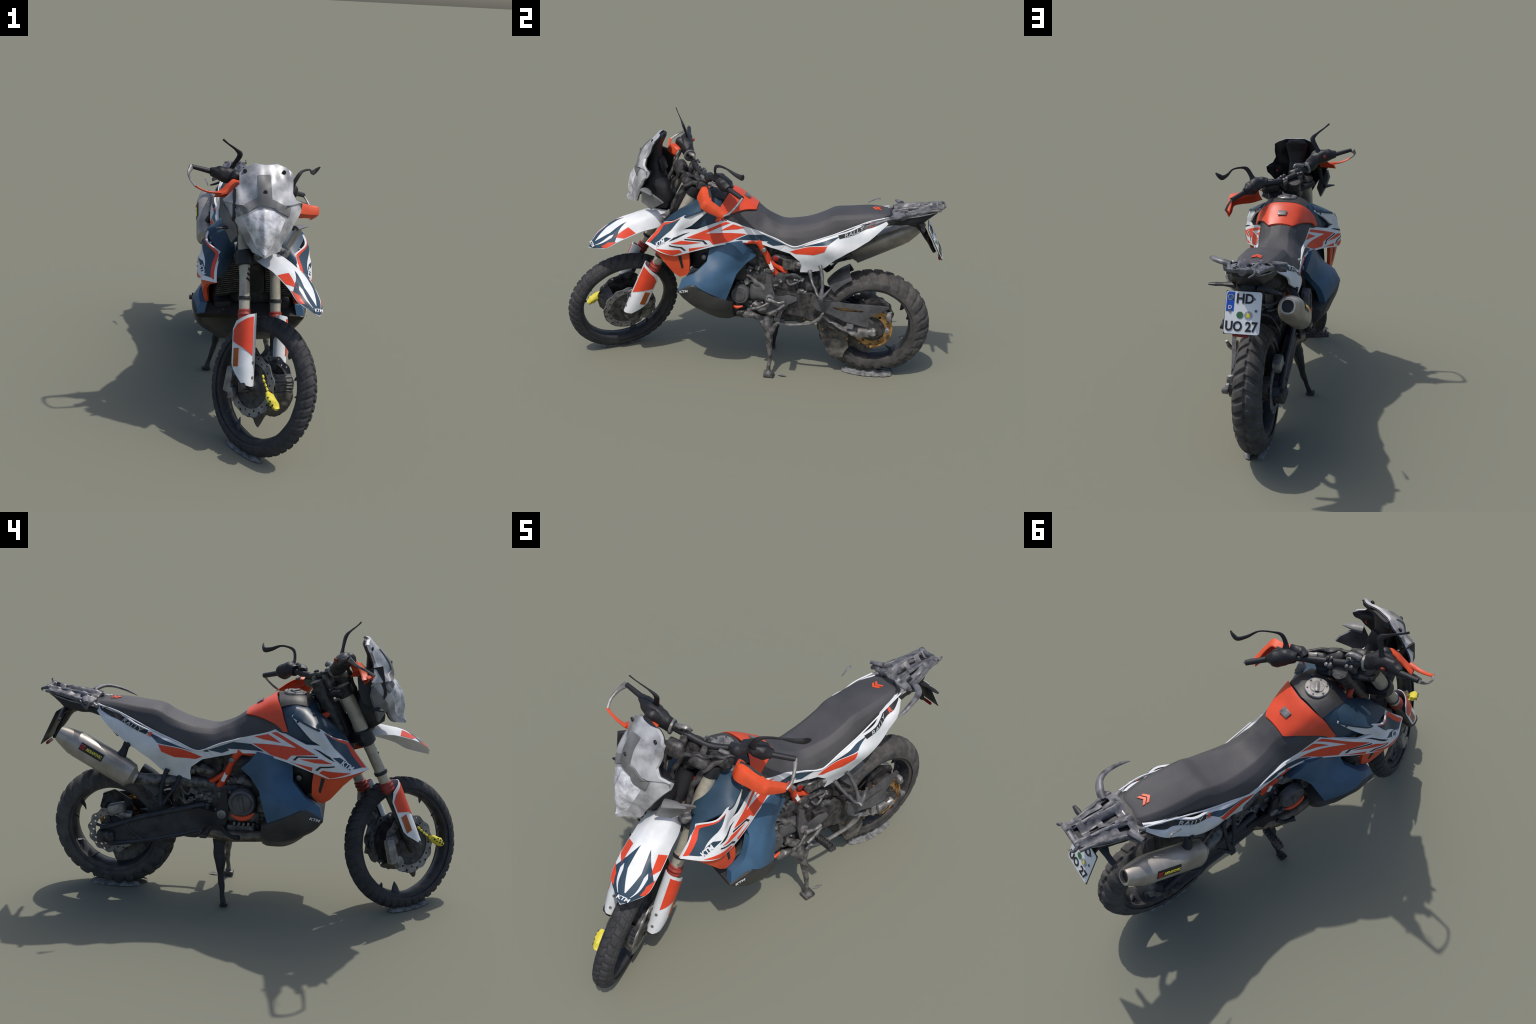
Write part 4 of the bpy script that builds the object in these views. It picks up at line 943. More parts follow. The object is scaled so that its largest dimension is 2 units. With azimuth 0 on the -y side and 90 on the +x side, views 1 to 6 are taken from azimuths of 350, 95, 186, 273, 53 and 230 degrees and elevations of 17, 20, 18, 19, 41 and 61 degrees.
# right side: clutch cover, orange guard arc, case ribs
clutch = add('clutch_cover', *lathe([(-0.12, 0.064), (-0.152, 0.064), (-0.160, 0.060), (-0.163, 0.052), (-0.160, 0.046), (-0.164, 0.042), (-0.166, 0.0)], (0, 0.022, 0.512), 'x', 44), 'cover', MB)
add('cover_rib', *box((-0.166, 0.022, 0.512), (0.012, 0.016, 0.085), 0.004, Matrix.Rotation(-0.15, 4, 'X')), 'cover', MB, clutch)
arc = [(-0.160, 0.022 + 0.072 * math.cos(t), 0.512 + 0.072 * math.sin(t)) for t in np.radians(np.linspace(215, 310, 14))]
add('orange_case_guard', *tube(arc, [0.004, 0.011, 0.012, 0.011, 0.004], 10, 30), 'duct', MB, clutch)
ribs = []
for k in range(9):
    ribs.append(box((-0.118, -0.03 + 0.022 * (k % 5) + 0.006 * (k // 5), 0.400 - 0.028 * (k // 5)), (0.04, 0.014, 0.024), 0.004, Matrix.Rotation(0.2, 4, 'X')))
add('case_rib', *merge(*ribs), 'engine', MB, engine)
# left side: alternator cover, sprocket cover, orange arc
alt = add('alternator_cover', *lathe([(0.10, 0.052), (0.138, 0.050), (0.146, 0.044), (0.146, 0.032), (0.150, 0.030), (0.152, 0.0)], (0, -0.045, 0.450), 'x', 40), 'cover', MB)
V, F = box((0.095, 0.065, 0.462), (0.045, 0.13, 0.095), 0.018); spr = add('sprocket_cover', V, F, 'cover', MB); dense(spr, 3, 0.006, 26, 3)
add('orange_case_guard', *tube([(0.145, -0.085, 0.388), (0.152, -0.055, 0.384), (0.150, -0.025, 0.392)], [0.005, 0.009, 0.004], 10, 16), 'duct', MB, alt)
V, F = merge(tube([(0.10, -0.03, 0.56), (0.11, 0.03, 0.53), (0.118, 0.09, 0.47), (0.135, 0.14, 0.44)], [0.010, 0.011, 0.009, 0.008], 10), tube([(0.085, 0.0, 0.60), (0.095, -0.02, 0.54), (0.105, -0.01, 0.50)], [0.02, 0.016, 0.012], 10),
             tube([(0.07, 0.10, 0.62), (0.08, 0.14, 0.66), (0.075, 0.2, 0.64), (0.085, 0.24, 0.60)], [0.014, 0.016, 0.014, 0.012], 10), box((0.075, 0.21, 0.63), (0.05, 0.08, 0.06), 0.015), box((0.095, 0.25, 0.635), (0.03, 0.05, 0.05), 0.012),
             tube([(0.11, 0.03, 0.40), (0.13, 0.08, 0.37), (0.13, 0.13, 0.36)], [0.018, 0.02, 0.014], 10), tube([(0.10, -0.06, 0.33), (0.12, 0.0, 0.335), (0.12, 0.08, 0.325)], [0.015, 0.018, 0.014], 10))
add('engine_plumbing', lump(V, 0.010, 30, 5), F, 'engine', MB, engine)
V, F = merge(tube([(-0.08, 0.26, 0.66), (-0.095, 0.22, 0.65), (-0.085, 0.16, 0.63)], [0.02, 0.024, 0.016], 12), tube([(-0.07, 0.07, 0.60), (-0.095, 0.02, 0.605), (-0.09, -0.02, 0.58)], [0.02, 0.022, 0.016], 12), box((-0.10, -0.07, 0.53), (0.05, 0.05, 0.16), 0.015), box((-0.095, 0.02, 0.43), (0.05, 0.16, 0.06), 0.015), box((-0.11, 0.03, 0.37), (0.05, 0.14, 0.05), 0.012))
add('engine_plumbing', lump(V, 0.010, 30, 8), F, 'engine', MB, engine)
add('red_fuel_cap', *lathe([(0.06, 0.016), (0.094, 0.016), (0.098, 0.010)], (0, 0.135, 0.655), 'x', 18), 'redlens', MB, engine)
# bolts, webs and small housings scattered over the cases
for sd, mtl in ((1, 'cover'), (-1, 'engine')):
    gb, bolts = [], []
    for k in range(46):
        y, z = rng.uniform(-0.08, 0.30), rng.uniform(0.335, 0.60)
        if z > 0.56 and y > 0.14: continue
        w, h, dp = rng.uniform(0.012, 0.050), rng.uniform(0.010, 0.032), rng.uniform(0.010, 0.024)
        gb.append(box((sd * (0.094 - (0.016 if z > 0.54 else 0.0)), y, z), (dp, w, h), 0.003, Matrix.Rotation(rng.uniform(-0.6, 0.6), 4, 'X'), 1))
        if k % 2 == 0: bolts.append(lathe([(sd * 0.088, 0.007), (sd * 0.108, 0.0065), (sd * 0.110, 0.004)], (0, y + w * 0.3, z), 'x', 10))
    for k in range(7):
        y, z = rng.uniform(-0.05, 0.28), rng.uniform(0.36, 0.56)
        gb.append(tube([(sd * 0.092, y, z), (sd * 0.108, y + rng.uniform(0.02, 0.05), z + rng.uniform(-0.03, 0.03)), (sd * 0.09, y + rng.uniform(0.06, 0.10), z + rng.uniform(-0.05, 0.05))], [0.006, 0.007, 0.006], 8))
    add('case_web', *merge(*gb), mtl, MB, engine, smooth=30, stuff=True)
    add('case_bolt', *merge(*bolts), 'alloy', MB, engine, stuff=True)
# orange trellis tubes, both sides
fr = []
for sd in (1, -1):
    fr.append(tube([(sd * .110, .035, .755), (sd * .105, .070, .705), (sd * .090, .100, .635), (sd * .074, .128, .575), (sd * .055, .165, .530), (sd * .040, .205, .505)], [0.022, 0.017, 0.016, 0.018, 0.022, 0.018], 14, 40))
    fr.append(tube([(sd * .090, .100, .635), (sd * .075, .15, .60), (sd * .065, .19, .575)], [0.014, 0.012, 0.014], 12))
    fr.append(tube([(sd * .108, .05, .745), (sd * .115, .0, .745), (sd * .11, -.08, .72)], [0.014, 0.014, 0.012], 12))
    fr.append(tube([(sd * .035, -.36, .93), (sd * .07, -.30, .90), (sd * .10, -.22, .84), (sd * .11, -.10, .77)], [0.014, 0.016, 0.016, 0.016], 12))
    fr.append(tube([(sd * .03, -.42, .82), (sd * .07, -.34, .79), (sd * .10, -.26, .72)], [0.02, 0.018, 0.014], 12))
V, F = merge(*fr)
frame_ob = add('trellis_frame', lump(V, 0.004, 22), F, 'orange', MB)
add('head_tube', *tube([(0, -0.45, 0.80), (0, -0.36, 0.97)], [0.04, 0.04], 20), 'black', MB, frame_ob)
lab = []
for sd in (1, -1): lab.append(box((sd * .101, .108, .622), (0.006, 0.018, 0.06), 0.001, Matrix.Rotation(0.42, 4, 'X'), 1))
add('frame_label', *merge(*lab), 'plate', MB, frame_ob)
add('frame_bolt', *merge(*[lathe([(sd * 0.10, 0.012), (sd * 0.128, 0.012), (sd * 0.131, 0.008)], (0, 0.075, 0.708), 'x', 16) for sd in (1, -1)]), 'alloy', MB, frame_ob)
V, F = merge(tube([(0.10, 0.26, 0.64), (0.112, 0.27, 0.64)], [0.018, 0.012], 14), tube([(-0.10, 0.26, 0.64), (-0.112, 0.27, 0.64)], [0.018, 0.012], 14))
add('subframe_bolt', V, F, 'alloy', MB, frame_ob)
# radiator and dark ducting between the lower tanks
V, F = merge(*[box((sd * 0.118, -0.350, 0.70), (0.13, 0.03, 0.24), 0.006, Matrix.Rotation(-sd * 0.35, 4, 'Z') @ Matrix.Rotation(0.38, 4, 'X')) for sd in (1, -1)])
rad = add('radiator', V, F, 'black', MB)
V, F = merge(*[box((sd * 0.145, -0.21, 0.535), (0.10, 0.22, 0.10), 0.03, Matrix.Rotation(0.25, 4, 'X')) for sd in (1, -1)], box((0, -0.325, 0.69), (0.11, 0.03, 0.17), 0.01), *[box((sd * 0.095, -0.08, 0.62), (0.06, 0.14, 0.20), 0.03) for sd in (1, -1)])
add('cooling_duct', lump(V, 0.005, 20), F, 'black', MB, rad)
fins = [box((sd * (0.112 - 0.0012 * (k - 8)), -0.367 - 0.0047 * (k - 8), 0.70 + 0.0118 * (k - 8)), (0.12, 0.004, 0.004), 0, Matrix.Rotation(-sd * 0.35, 4, 'Z')) for k in range(17) for sd in (1, -1)]
add('radiator_fin', *merge(*fins), 'engine', MB, rad, smooth=0, stuff=True)
V, F = merge(*[tube([(sd * .12, -.20, .635), (sd * .14, -.23, .66), (sd * .11, -.27, .66)], [0.013, 0.015, 0.012], 12) for sd in (1, -1)], *[box((sd * .10, -.24, .66), (0.09, 0.13, 0.17), 0.02) for sd in (1, -1)])
add('radiator_hose', lump(V, 0.006, 25), F, 'black', MB, rad)
add('hose_plug', *merge(*[lathe([(sd * 0.14, 0.014), (sd * 0.166, 0.013), (sd * 0.17, 0.006)], (0, -0.235, 0.655), 'x', 16) for sd in (1, -1)]), 'alloy', MB, rad)

# exhaust: header under the right side, mid pipe, silencer
ex = add('exhaust_pipe', *merge(tube([(-0.06, -0.12, 0.335), (-0.13, -0.10, 0.350), (-0.148, 0.0, 0.348), (-0.145, 0.10, 0.342), (-0.11, 0.18, 0.345), (-0.06, 0.28, 0.35)], [0.026] * 6, 18, 50),
                                tube([(0.03, 0.20, 0.33), (0.06, 0.30, 0.325), (0.05, 0.42, 0.30), (0.03, 0.48, 0.27)], [0.022, 0.02, 0.018, 0.014], 14, 30)), 'pipe', MB)
V, F = tube([(-0.05, 0.14, 0.55), (-0.075, 0.22, 0.572), (-0.095, 0.30, 0.585), (-0.118, 0.37, 0.592), (-0.145, 0.43, 0.598), (-0.165, 0.47, 0.604), (-0.181, 0.508, 0.613)], [0.022, 0.027, 0.027, 0.026, 0.026, 0.027, 0.030], 18, 60)
mid = add('exhaust_mid_pipe', lump(V, 0.004, 22), F, 'engine', MB, ex)
A0, A1 = Vector((-0.181, 0.503, 0.612)), Vector((-0.174, 0.860, 0.806))
axis = (A1 - A0); Lm = axis.length; ax = axis.normalized()
sx = ax.cross(Vector((1, 0, 0))).normalized()     # across, roughly vertical
sy = sx.cross(ax).normalized()                     # lateral
if sy.x > 0: sy = -sy
CAN = [(0.0, 0.028, 0.028), (0.012, 0.032, 0.032), (0.030, 0.052, 0.054), (0.048, 0.057, 0.059), (0.051, 0.058, 0.060), (0.30, 0.058, 0.060), (0.303, 0.0565, 0.0585), (0.325, 0.056, 0.058), (0.335, 0.053, 0.055), (0.385, 0.040, 0.042), (0.406, 0.033, 0.035), (0.406, 0.026, 0.027), (0.36, 0.025, 0.026)]
V = []; nr = 48
for d, a, b in CAN:
    slant = -0.35 if d < 0.2 else 0.10
    for j in range(nr):
        t = 2 * math.pi * j / nr; c, s = math.cos(t), math.sin(t)
        e = 0.86
        pc, ps = math.copysign(abs(c) ** e, c), math.copysign(abs(s) ** e, s)
        V.append(A0 + ax * (d + (slant * b * ps * (1 if 0.03 < d < 0.35 else 0.0))) + sy * (a * pc) + sx * (b * ps))
F = grid_faces(len(CAN), nr, True) + [tuple(range(nr))] + [tuple((len(CAN) - 1) * nr + j for j in range(nr))]
can = add('silencer', V, F, 'steel', MB, smooth=28)
add('silencer_outlet', *tube([A1 - ax * 0.05, A1 - ax * 0.012], [0.0255, 0.0255], 24), 'ink', MB, can)
# sticker on the outer face
def can_pt(d, h, off): return A0 + ax * d + sx * h + sy * (0.058 * (1 - abs(h / 0.060) ** 2.2) ** (1 / 2.2) + off)
up = 1 if sx.z > 0 else -1
pts, tris = flat_mesh([(0.172, 0.006), (0.288, 0.006), (0.288, 0.040), (0.172, 0.040)], 0.008)
V, F = shell(pts, tris, lambda d, h: can_pt(d, h * up, 0.0025), 0.003, -sy)
stc = add('silencer_badge', V, F, 'ink', MB, can)
c = can_pt(0.217, 0.023 * up, 0.0045)
text('badge_lettering', 'AKRAPOVIC', 0.0185, 'yellow', MB @ frame_from(c, -ax, sx * up + sy * -0.25), can, bold=0.0006, sx=0.78)
c = can_pt(0.274, 0.023 * up, 0.0030)
V, F = box((0, 0, 0), (0.022, 0.022, 0.002), 0.0005, None, 1)
Mx = frame_from(c, -ax, sx * up + sy * -0.35)
add('badge_emblem', [Mx @ v for v in V], F, 'redlens', MB, can)
V, F = merge(tube([(-0.17, 0.575, 0.715), (-0.155, 0.56, 0.75), (-0.12, 0.55, 0.775)], [0.022, 0.016, 0.016], 12), lathe([(-0.172, 0.012), (-0.150, 0.013), (-0.13, 0.016)], (0, 0.545, 0.765), 'x', 16))
add('silencer_bracket', lump(V, 0.004, 30), F, 'black', MB, ex)

# swing arm
def plate(name, poly, x0, x1, material, parent=None, step=0.02, amp=0.0, holes=(), frame=MB, slope=0.0):
    pts, tris = flat_mesh(poly, step, holes)
    V, F = shell(pts, tris, lambda y, z: (x0 + slope * (y - 0.46) + amp * noise.noise(Vector((y * 20, z * 20, 9.0))), y, z), abs(x1 - x0), (math.copysign(1, x1 - x0), 0, 0))
    ob = add(name, V, F, material, frame, parent, smooth=30)
    return ob
swing = plate('swing_arm', [(.20, .475), (.26, .462), (.50, .400), (.62, .350), (.70, .335), (.722, .305), (.705, .270), (.66, .250), (.48, .280), (.30, .330), (.20, .350)], -0.121, -0.085, 'rim', amp=0.004)
add('swing_arm_rail', *merge(tube([(-0.112, 0.20, 0.478), (-0.114, 0.27, 0.462), (-0.116, 0.50, 0.398), (-0.122, 0.63, 0.350), (-0.126, 0.70, 0.333)], [0.015, 0.015, 0.013, 0.012, 0.012], 10, 40), tube([(-0.112, 0.22, 0.350), (-0.114, 0.36, 0.312), (-0.116, 0.50, 0.278), (-0.124, 0.66, 0.254)], [0.014, 0.014, 0.012, 0.012], 10, 40),
                            tube([(-0.118, 0.50, 0.28), (-0.119, 0.56, 0.33), (-0.12, 0.58, 0.365)], [0.010, 0.010, 0.008], 8)), 'rim', MB, swing)
add('axle_block', *merge(box((-0.122, 0.675, 0.290), (0.05, 0.085, 0.06), 0.012), lathe([(-0.152, 0.012), (-0.146, 0.018), (-0.12, 0.020)], (0, 0.662, 0.300), 'x', 18)), 'engdark', MB, swing)
V, F = merge(box((-0.095, 0.625, 0.425), (0.045, 0.085, 0.055), 0.014, Matrix.Rotation(-0.3, 4, 'X')), box((-0.10, 0.58, 0.40), (0.03, 0.06, 0.03), 0.01))
add('rear_caliper', lump(V, 0.006, 30), F, 'alloy', MB, swing)
armL = plate('swing_arm', [(.20, .475), (.34, .480), (.43, .462), (.60, .395), (.66, .345), (.71, .335), (.72, .29), (.69, .262), (.60, .262), (.48, .285), (.30, .345), (.20, .36)], 0.088, 0.118, 'engdark', amp=0.004)
cg = plate('chain_guard', [(.345, .505), (.395, .500), (.421, .470), (.52, .452), (.74, .434), (.742, .427), (.66, .388), (.642, .374), (.66, .355), (.697, .316), (.69, .308), (.60, .330), (.525, .352), (.44, .395), (.37, .42), (.335, .46)], 0.158, 0.138, 'cover', armL, amp=0.004, slope=-0.22,
           holes=[[(.45, .437), (.52, .432), (.615, .414), (.60, .405), (.51, .410), (.47, .420)]])
plate('slot_backing', [(.445, .44), (.62, .42), (.62, .40), (.445, .41)], 0.140, 0.125, 'gold', armL, slope=-0.22)
V, F = merge(box((0.10, 0.54, 0.305), (0.05, 0.05, 0.04), 0.01), box((0.12, 0.62, 0.29), (0.04, 0.07, 0.045), 0.012), lathe([(0.11, 0.024), (0.135, 0.022), (0.142, 0.014)], (0, 0.662, 0.300), 'x', 18), tube([(0.11, 0.40, 0.36), (0.125, 0.48, 0.32), (0.12, 0.56, 0.28), (0.11, 0.60, 0.26)], [0.012, 0.012, 0.014, 0.012], 10), box((0.10, 0.745, 0.385), (0.04, 0.03, 0.04), 0.01), lathe([(0.112, 0.013), (0.138, 0.013), (0.142, 0.008)], (0, 0.74, 0.318), 'x', 14))
add('chain_adjuster', lump(V, 0.008, 30), F, 'alloy', MB, armL)
plate('swing_label', [(.53, .345), (.565, .337), (.56, .312), (.527, .32)], 0.163, 0.155, 'lensgrey', armL, slope=-0.22)
# rear hugger
HG = [(0.405, 0.525), (0.43, 0.555), (0.47, 0.590), (0.515, 0.618)]
V = []; hp = spline(HG, 14); nx = 17
for p in hp:
    for j in range(nx):
        u = -1 + 2 * j / (nx - 1); drop = 0.055 * abs(u) ** 3
        d = Vector((0, p[0] - RWC[1], p[1] - RWC[2])).normalized()
        V.append(Vector((0.078 * u, p[0], p[1])) - d * drop)
n = len(V); V2 = [v - Vector((0, v.y - RWC[1], v.z - RWC[2])).normalized() * 0.006 for v in V]
F = grid_faces(14, nx); F += [tuple(q + n for q in reversed(f)) for f in F]
bd = [k * nx for k in range(14)] + [13 * nx + j for j in range(1, nx)] + [k * nx + nx - 1 for k in range(12, -1, -1)] + [j for j in range(nx - 2, 0, -1)]
F += [(bd[k], bd[(k + 1) % len(bd)], bd[(k + 1) % len(bd)] + n, bd[k] + n) for k in range(len(bd))]
add('rear_hugger', V + V2, F, 'cover', MB)
# shock absorber and spring
sh = [tube([(0.0, 0.27, 0.42), (0.0, 0.33, 0.66)], [0.022, 0.022], 14)]
coil = [(0.038 * math.cos(t), 0.28 + 0.045 * t / 30 + 0.038 * math.sin(t) * 0.9, 0.45 + 0.17 * t / 30) for t in np.linspace(0, 30, 90)]
sh.append(tube(coil, [0.006, 0.006], 8, 180))
add('rear_shock', *merge(*sh), 'lensgrey', MB)
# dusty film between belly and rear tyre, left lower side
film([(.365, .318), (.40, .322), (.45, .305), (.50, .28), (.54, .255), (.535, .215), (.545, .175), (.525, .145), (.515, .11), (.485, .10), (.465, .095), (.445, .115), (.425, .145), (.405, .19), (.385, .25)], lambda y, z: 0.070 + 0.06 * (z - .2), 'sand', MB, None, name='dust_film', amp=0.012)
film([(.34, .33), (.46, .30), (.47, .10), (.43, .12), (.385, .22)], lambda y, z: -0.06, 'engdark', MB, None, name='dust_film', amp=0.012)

# rear sets, pegs, pedals, stands
for sd in (1, -1):
    rs = plate('heel_guard', [(.095, .575), (.120, .560), (.130, .50), (.150, .455), (.215, .470), (.258, .462), (.262, .448), (.215, .420), (.185, .365), (.165, .345), (.125, .35), (.095, .40), (.085, .47)], sd * 0.128, sd * 0.140, 'cover' if sd > 0 else 'engdark', amp=0.004)
    rs.data.materials[0] = M['cover' if sd > 0 else 'black']
    add('foot_peg', *merge(box((sd * 0.225, 0.178, 0.385), (0.12, 0.034, 0.018), 0.004, Matrix.Rotation(-sd * 0.12, 4, 'Y')), *[box((sd * (0.175 + 0.018 * k), 0.178 + q, 0.395 + 0.002 * k), (0.010, 0.008, 0.012), 0.002) for k in range(6) for q in (0.013, -0.013)]), 'engdark', MB, rs)
    add('pivot_bolt', *lathe([(sd * 0.125, 0.022), (sd * 0.146, 0.021), (sd * 0.149, 0.012), (sd * 0.144, 0.010)], (0, 0.117, 0.448), 'x', 24), 'alloy', MB, rs)
    # pillion peg hanger
    V, F = merge(tube([(sd * .130, .370, .65), (sd * .150, .385, .615), (sd * .185, .392, .55), (sd * .208, .393, .498)], [0.011, 0.009, 0.009, 0.014], 10, 26), tube([(sd * .11, .315, .61), (sd * .15, .335, .57), (sd * .185, .365, .52), (sd * .205, .39, .498)], [0.011, 0.009, 0.009, 0.014], 10, 26),
                 tube([(sd * .20, .38, .495), (sd * .205, .405, .515), (sd * .192, .445, .562)], [0.016, 0.015, 0.006], 10, 16, flat=0.6), tube([(sd * .20, .39, .505), (sd * .225, .39, .495)], [0.016, 0.012], 10))
    add('pillion_peg', lump(V, 0.005, 30), F, 'cover' if sd > 0 else 'black', MB)
add('brake_pedal', *tube([(-0.158, 0.11, 0.39), (-0.175, 0.085, 0.365), (-0.178, 0.055, 0.352), (-0.186, 0.028, 0.354)], [0.009, 0.009, 0.009, 0.013], 10, 24), 'black', MB)
add('gear_lever', *tube([(0.158, 0.12, 0.43), (0.175, 0.07, 0.405), (0.180, 0.03, 0.395), (0.20, 0.015, 0.395)], [0.008, 0.008, 0.009, 0.012], 10, 24), 'engine', MB)
V, F = merge(tube([(0.165, 0.11, 0.448), (0.165, 0.145, 0.44), (0.165, 0.17, 0.435), (0.165, 0.20, 0.445)], [0.012, 0.007, 0.006, 0.009], 10), tube([(0.162, 0.125, 0.37), (0.165, 0.17, 0.40), (0.165, 0.20, 0.43)], [0.008, 0.008, 0.008], 8))
add('shift_linkage', V, F, 'alloy', MB)
# folded stand tang on the left
add('stand_tang', *tube([(0.12, 0.16, 0.305), (0.155, 0.22, 0.312), (0.17, 0.33, 0.335), (0.185, 0.385, 0.375), (0.20, 0.405, 0.415)], [0.014, 0.010, 0.010, 0.014, 0.008], 10, 36, flat=0.7), 'alloy', MB)
# two prop legs
V, F = merge(tube([(0.10, 0.10, 0.33), (0.118, 0.11, 0.28), (0.135, 0.12, 0.22), (0.146, 0.128, 0.12), (0.153, 0.125, 0.04), (0.158, 0.125, 0.018)], [0.035, 0.030, 0.020, 0.012, 0.011, 0.016], 12, 44), tube([(0.10, 0.03, 0.32), (0.115, 0.08, 0.30), (0.13, 0.11, 0.24)], [0.012, 0.020, 0.014], 10), tube([(0.10, 0.19, 0.31), (0.12, 0.15, 0.29), (0.132, 0.125, 0.24)], [0.012, 0.018, 0.014], 10), box((0.160, 0.127, 0.012), (0.05, 0.055, 0.018), 0.006))
add('side_stand', lump(V, 0.005, 30), F, 'engine', MB)
V, F = merge(tube([(-0.09, 0.13, 0.33), (-0.112, 0.13, 0.28), (-0.125, 0.125, 0.22), (-0.14, 0.118, 0.15), (-0.165, 0.108, 0.07), (-0.184, 0.098, 0.012)], [0.032, 0.030, 0.028, 0.016, 0.012, 0.013], 12, 44), box((-0.187, 0.096, 0.009), (0.045, 0.035, 0.014), 0.005))
add('side_stand', lump(V, 0.006, 26), F, 'black', MB)
add('ground_crumb', *tube([(0.145, 0.175, 0.004), (0.150, 0.20, 0.008), (0.152, 0.225, 0.004)], [0.003, 0.008, 0.002], 8, flat=0.3), 'ground', MB)

# ================================================================== TAIL: rack, lamp, plate (B frame)
RK = [(0.068, 0.958), (0.066, 0.92), (0.078, 0.87), (0.090, 0.83), (0.100, 0.79), (0.128, 0.765), (0.120, 0.738), (0.085, 0.722), (0.05, 0.714), (0.0, 0.728), (-0.05, 0.716), (-0.09, 0.722), (-0.118, 0.735), (-0.148, 0.736), (-0.146, 0.75), (-0.118, 0.765), (-0.098, 0.795), (-0.074, 0.855), (-0.060, 0.92), (-0.052, 0.957)]
def rack_z(x, y):
    ridge = 0.012 * math.exp(-((abs(x) - 0.035) / 0.014) ** 2) - 0.010 * math.exp(-(x / 0.018) ** 2)
    z = 0.948 + (y - 0.72) * 0.155 + ridge - 0.35 * max(0, abs(x) - 0.06) ** 1.0 * 0.8
    return z + 0.010 * noise.noise(Vector((x * 30, y * 30, 2.0)))
slots = [[(0.018, 0.885), (0.030, 0.868), (0.034, 0.892)]]
for cx, cy, w, h, sk in ((-0.040, 0.84, 0.008, 0.050, -0.012), (0.050, 0.84, 0.008, 0.045, 0.012), (0.0, 0.795, 0.012, 0.030, 0.0), (-0.072, 0.772, 0.010, 0.020, -0.01), (0.075, 0.775, 0.010, 0.018, 0.01), (0.005, 0.925, 0.030, 0.009, 0.0), (-0.012, 0.868, 0.008, 0.018, 0.0)):
    slots.append([(cx - w - sk * 0, cy - h), (cx + w, cy - h), (cx + w - sk, cy + h), (cx - w - sk, cy + h)][::1])
pts, tris = flat_mesh(RK, 0.008, holes=slots)
V, F = shell(pts, tris, lambda x, y: (x, y, rack_z(x, y)), 0.014, (0, 0, -1))
rack = add('luggage_rack', V, F, 'rack', MB, smooth=60)
V, F = merge(*[tube([(sd * 0.060, 0.955, 0.972), (sd * 0.070, 0.88, 0.962), (sd * 0.095, 0.79, 0.945), (sd * 0.105, 0.735, 0.932)], [0.008, 0.009, 0.010, 0.010], 10, 30) for sd in (1, -1)],
             *[tube([(sd * 0.032, 0.955, 0.980), (sd * 0.036, 0.85, 0.972), (sd * 0.045, 0.745, 0.955)], [0.007, 0.009, 0.008], 10, 24) for sd in (1, -1)])
add('rack_rail', lump(V, 0.003, 30), F, 'rack', MB, rack)
V, F = box((0.008, 0.952, 0.984), (0.118, 0.022, 0.020), 0.006); add('rack_end_bar', lump(V, 0.004, 30), F, 'rack', MB, rack)
V, F = merge(tube([(0.068, 0.955, 0.985), (0.071, 0.968, 0.99), (0.073, 0.972, 1.002)], [0.008, 0.006, 0.003], 8), tube([(-0.05, 0.955, 0.985), (-0.054, 0.975, 0.98), (-0.03, 0.985, 0.965)], [0.008, 0.006, 0.003], 8))
add('rack_hook', V, F, 'rack', MB, rack)
add('grab_handle', *tube([(0.09, 0.775, 0.948), (0.135, 0.762, 0.953), (0.172, 0.738, 0.954), (0.192, 0.70, 0.947), (0.202, 0.655, 0.932), (0.205, 0.62, 0.917), (0.203, 0.593, 0.905)], [0.016, 0.018, 0.015, 0.012, 0.011, 0.009, 0.003], 12, 40, flat=0.6), 'rack', MB, rack)
add('grab_handle', *tube([(-0.09, 0.76, 0.955), (-0.125, 0.745, 0.952), (-0.150, 0.737, 0.949)], [0.016, 0.014, 0.011], 10, 16, flat=0.7), 'rack', MB, rack)
add('grab_handle', *tube([(-0.178, 0.585, 0.917), (-0.183, 0.61, 0.930), (-0.186, 0.632, 0.942), (-0.192, 0.650, 0.940)], [0.002, 0.004, 0.007, 0.005], 8, 20, flat=0.6), 'rack', MB, rack)
# pale collar where the seat meets the rack
add('seat_collar', *tube([(0.098, 0.70, 0.918), (0.085, 0.722, 0.926), (0.055, 0.730, 0.934), (0.0, 0.738, 0.938), (-0.055, 0.730, 0.934), (-0.085, 0.722, 0.926), (-0.098, 0.70, 0.918)], [0.008, 0.009, 0.008, 0.007, 0.008, 0.009, 0.008], 10, 40), 'alloy', MB, rack)
# tail lamp housing under the rack
TL = [(0.66, 0.085, 0.865, 0.925), (0.70, 0.100, 0.872, 0.930), (0.76, 0.100, 0.880, 0.938), (0.82, 0.085, 0.885, 0.945), (0.87, 0.070, 0.888, 0.955), (0.92, 0.050, 0.930, 0.966), (0.945, 0.045, 0.950, 0.972)]
V = []
for y in np.linspace(0.66, 0.945, 24):
    hw, z0, z1 = [np.interp(y, [t[0] for t in TL], [t[k] for t in TL]) for k in (1, 2, 3)]
    for j in range(24):
        t = 2 * math.pi * j / 24; c, s = math.cos(t), math.sin(t)
        V.append(Vector((hw * math.copysign(abs(c) ** 0.5, c), y, (z0 + z1) / 2 + (z1 - z0) / 2 * math.copysign(abs(s) ** 0.5, s))))
F = grid_faces(24, 24, True) + [tuple(range(24)), tuple(23 * 24 + j for j in range(24))]
under = add('tail_housing', lump(V, 0.007, 20), F, 'black', MB)
strip = [tube([(sd * .098, .705, .918), (sd * .100, .76, .928), (sd * .085, .84, .938), (sd * .062, .92, .955), (sd * .055, .945, .965)], [0.004, 0.004, 0.0035, 0.003, 0.003], 8, 40) for sd in (1, -1)]
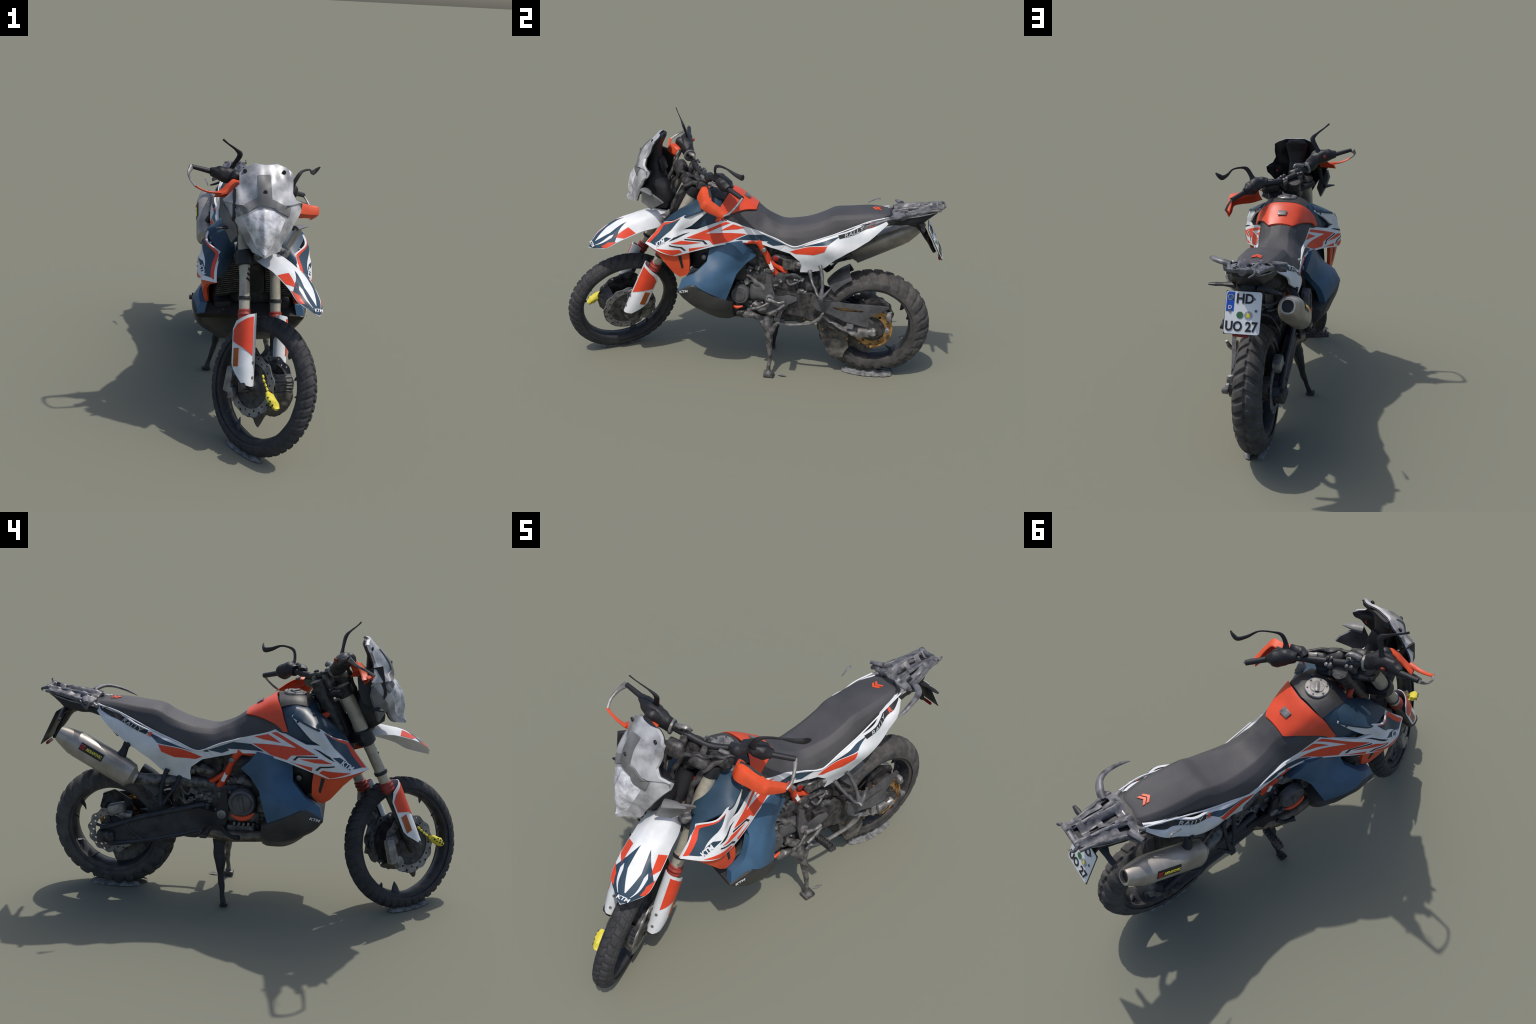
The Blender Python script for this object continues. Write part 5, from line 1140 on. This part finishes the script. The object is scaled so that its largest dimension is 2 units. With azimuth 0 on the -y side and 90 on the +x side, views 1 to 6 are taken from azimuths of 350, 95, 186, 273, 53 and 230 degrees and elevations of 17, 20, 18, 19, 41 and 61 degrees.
add('tail_trim', *merge(*strip), 'alloy', MB, under)
# plate carrier arm and number plate
PT, PB = Vector((-0.002, 0.908, 0.876)), Vector((0.002, 0.990, 0.718))
py = (PT - PB).normalized(); pxv = Vector((-1, 0.02, 0.02)).normalized()
PM = frame_from((PT + PB) / 2, pxv, py)      # local x = right when seen from behind, y = up the plate, z = away from the bike
hh = (PT - PB).length / 2; hw = 0.076
V, F = merge(tube([(0.0, 0.80, 0.90), (0.0, 0.85, 0.885), (0.0, 0.872, 0.855), (0.0, 0.902, 0.81), (0.0, 0.948, 0.735)], [0.05, 0.050, 0.036, 0.028, 0.018], 14, 30, flat=0.5),)
carrier = add('plate_carrier', lump(V, 0.006, 22), F, 'black', MB)
V, F = box((0, 0, -0.003), (2 * hw + 0.004, 2 * hh + 0.004, 0.004), 0.0015); back = add('plate_backing', [PM @ v for v in V], F, 'black', MB, carrier)
rr = 0.010; rp = []
for cx, cy, a0 in ((hw - rr, hh - rr, 0), (-hw + rr, hh - rr, 90), (-hw + rr, -hh + rr, 180), (hw - rr, -hh + rr, 270)):
    for a in (0, 30, 60, 90): rp.append((cx + rr * math.cos(math.radians(a0 + a)), cy + rr * math.sin(math.radians(a0 + a))))
def plate_sheet(name, poly, z, material, parent, t=0.0015):
    pts, tris = flat_mesh(poly, 0.02)
    V, F = shell(pts, tris, lambda x, y: PM @ Vector((x, y, z)), t, -(PM.to_3x3() @ Vector((0, 0, 1))))
    return add(name, V, F, material, MB, parent)
np_ = plate_sheet('number_plate', rp, 0.0005, 'plate', None)
eu = plate_sheet('country_band', [(-hw + 0.003, 0.004), (-hw + 0.036, 0.004), (-hw + 0.036, hh - 0.003), (-hw + 0.010, hh - 0.003), (-hw + 0.003, hh - 0.010)], 0.0012, 'eublue', np_)
def ptext(body, size, x, y, material, parent, sx=0.9, bold=0.0016): text('plate_lettering', body, size, material, MB @ PM @ Matrix.Translation((x, y, 0.0018)), parent, bold=bold, sx=sx)
ptext('HD', 0.056, 0.005, hh - 0.032, 'ink', np_, 0.92)
ptext('UO', 0.056, -0.035, -hh + 0.030, 'ink', np_, 0.86)
ptext('27', 0.056, 0.040, -hh + 0.030, 'ink', np_, 0.92)
ptext('D', 0.022, -hw + 0.0195, 0.020, 'plate', np_, 1.0, 0.0004)
st = []
for k in range(12):
    a = math.pi * k / 6; c = PM @ Vector((-hw + 0.0195 + 0.011 * math.cos(a), hh - 0.026 + 0.011 * math.sin(a), 0.0016))
    st.append(([c + PM.to_3x3() @ (Vector(v)) for v in box((0, 0, 0), (0.003, 0.003, 0.001), 0)[0]], box((0, 0, 0), (0.003, 0.003, 0.001), 0)[1]))
add('star', *merge(*st), 'yellow', MB, np_, stuff=True)
def round_seal(x, y, r, material, name, z=0.0022): return plate_sheet(name, [(x + r * math.cos(t), y + r * math.sin(t)) for t in np.linspace(0, 2 * math.pi, 28, endpoint=False)], z, material, np_)
round_seal(-0.012, -0.010, 0.0145, 'green', 'inspection_seal'); round_seal(0.024, -0.010, 0.0175, 'seal', 'state_seal'); plate_sheet('seal_crest', [(0.017, -0.018), (0.031, -0.018), (0.031, -0.001), (0.017, -0.001)], 0.003, 'yellow', np_)
for c in ((-hw + 0.026, hh - 0.030), (-hw + 0.020, 0.004), (0.044, hh - 0.030), (0.055, 0.010)): round_seal(*c, 0.0055, 'lensgrey', 'plate_bolt', 0.0032)
V, F = box((-0.005, -hh - 0.003, -0.016), (0.07, 0.016, 0.014), 0.006); add('rear_reflector', [PM @ v for v in V], F, 'redlens', MB, carrier)
# indicators
add('indicator', *tube([(0.05, 0.868, 0.890), (0.10, 0.872, 0.889), (0.135, 0.874, 0.888), (0.164, 0.875, 0.887)], [0.022, 0.011, 0.012, 0.007], 10, 24, flat=0.6), 'black', MB, under)
add('indicator', *tube([(-0.05, 0.868, 0.885), (-0.09, 0.872, 0.878), (-0.12, 0.870, 0.868), (-0.150, 0.868, 0.860)], [0.022, 0.012, 0.012, 0.007], 10, 24, flat=0.6), 'black', MB, under)
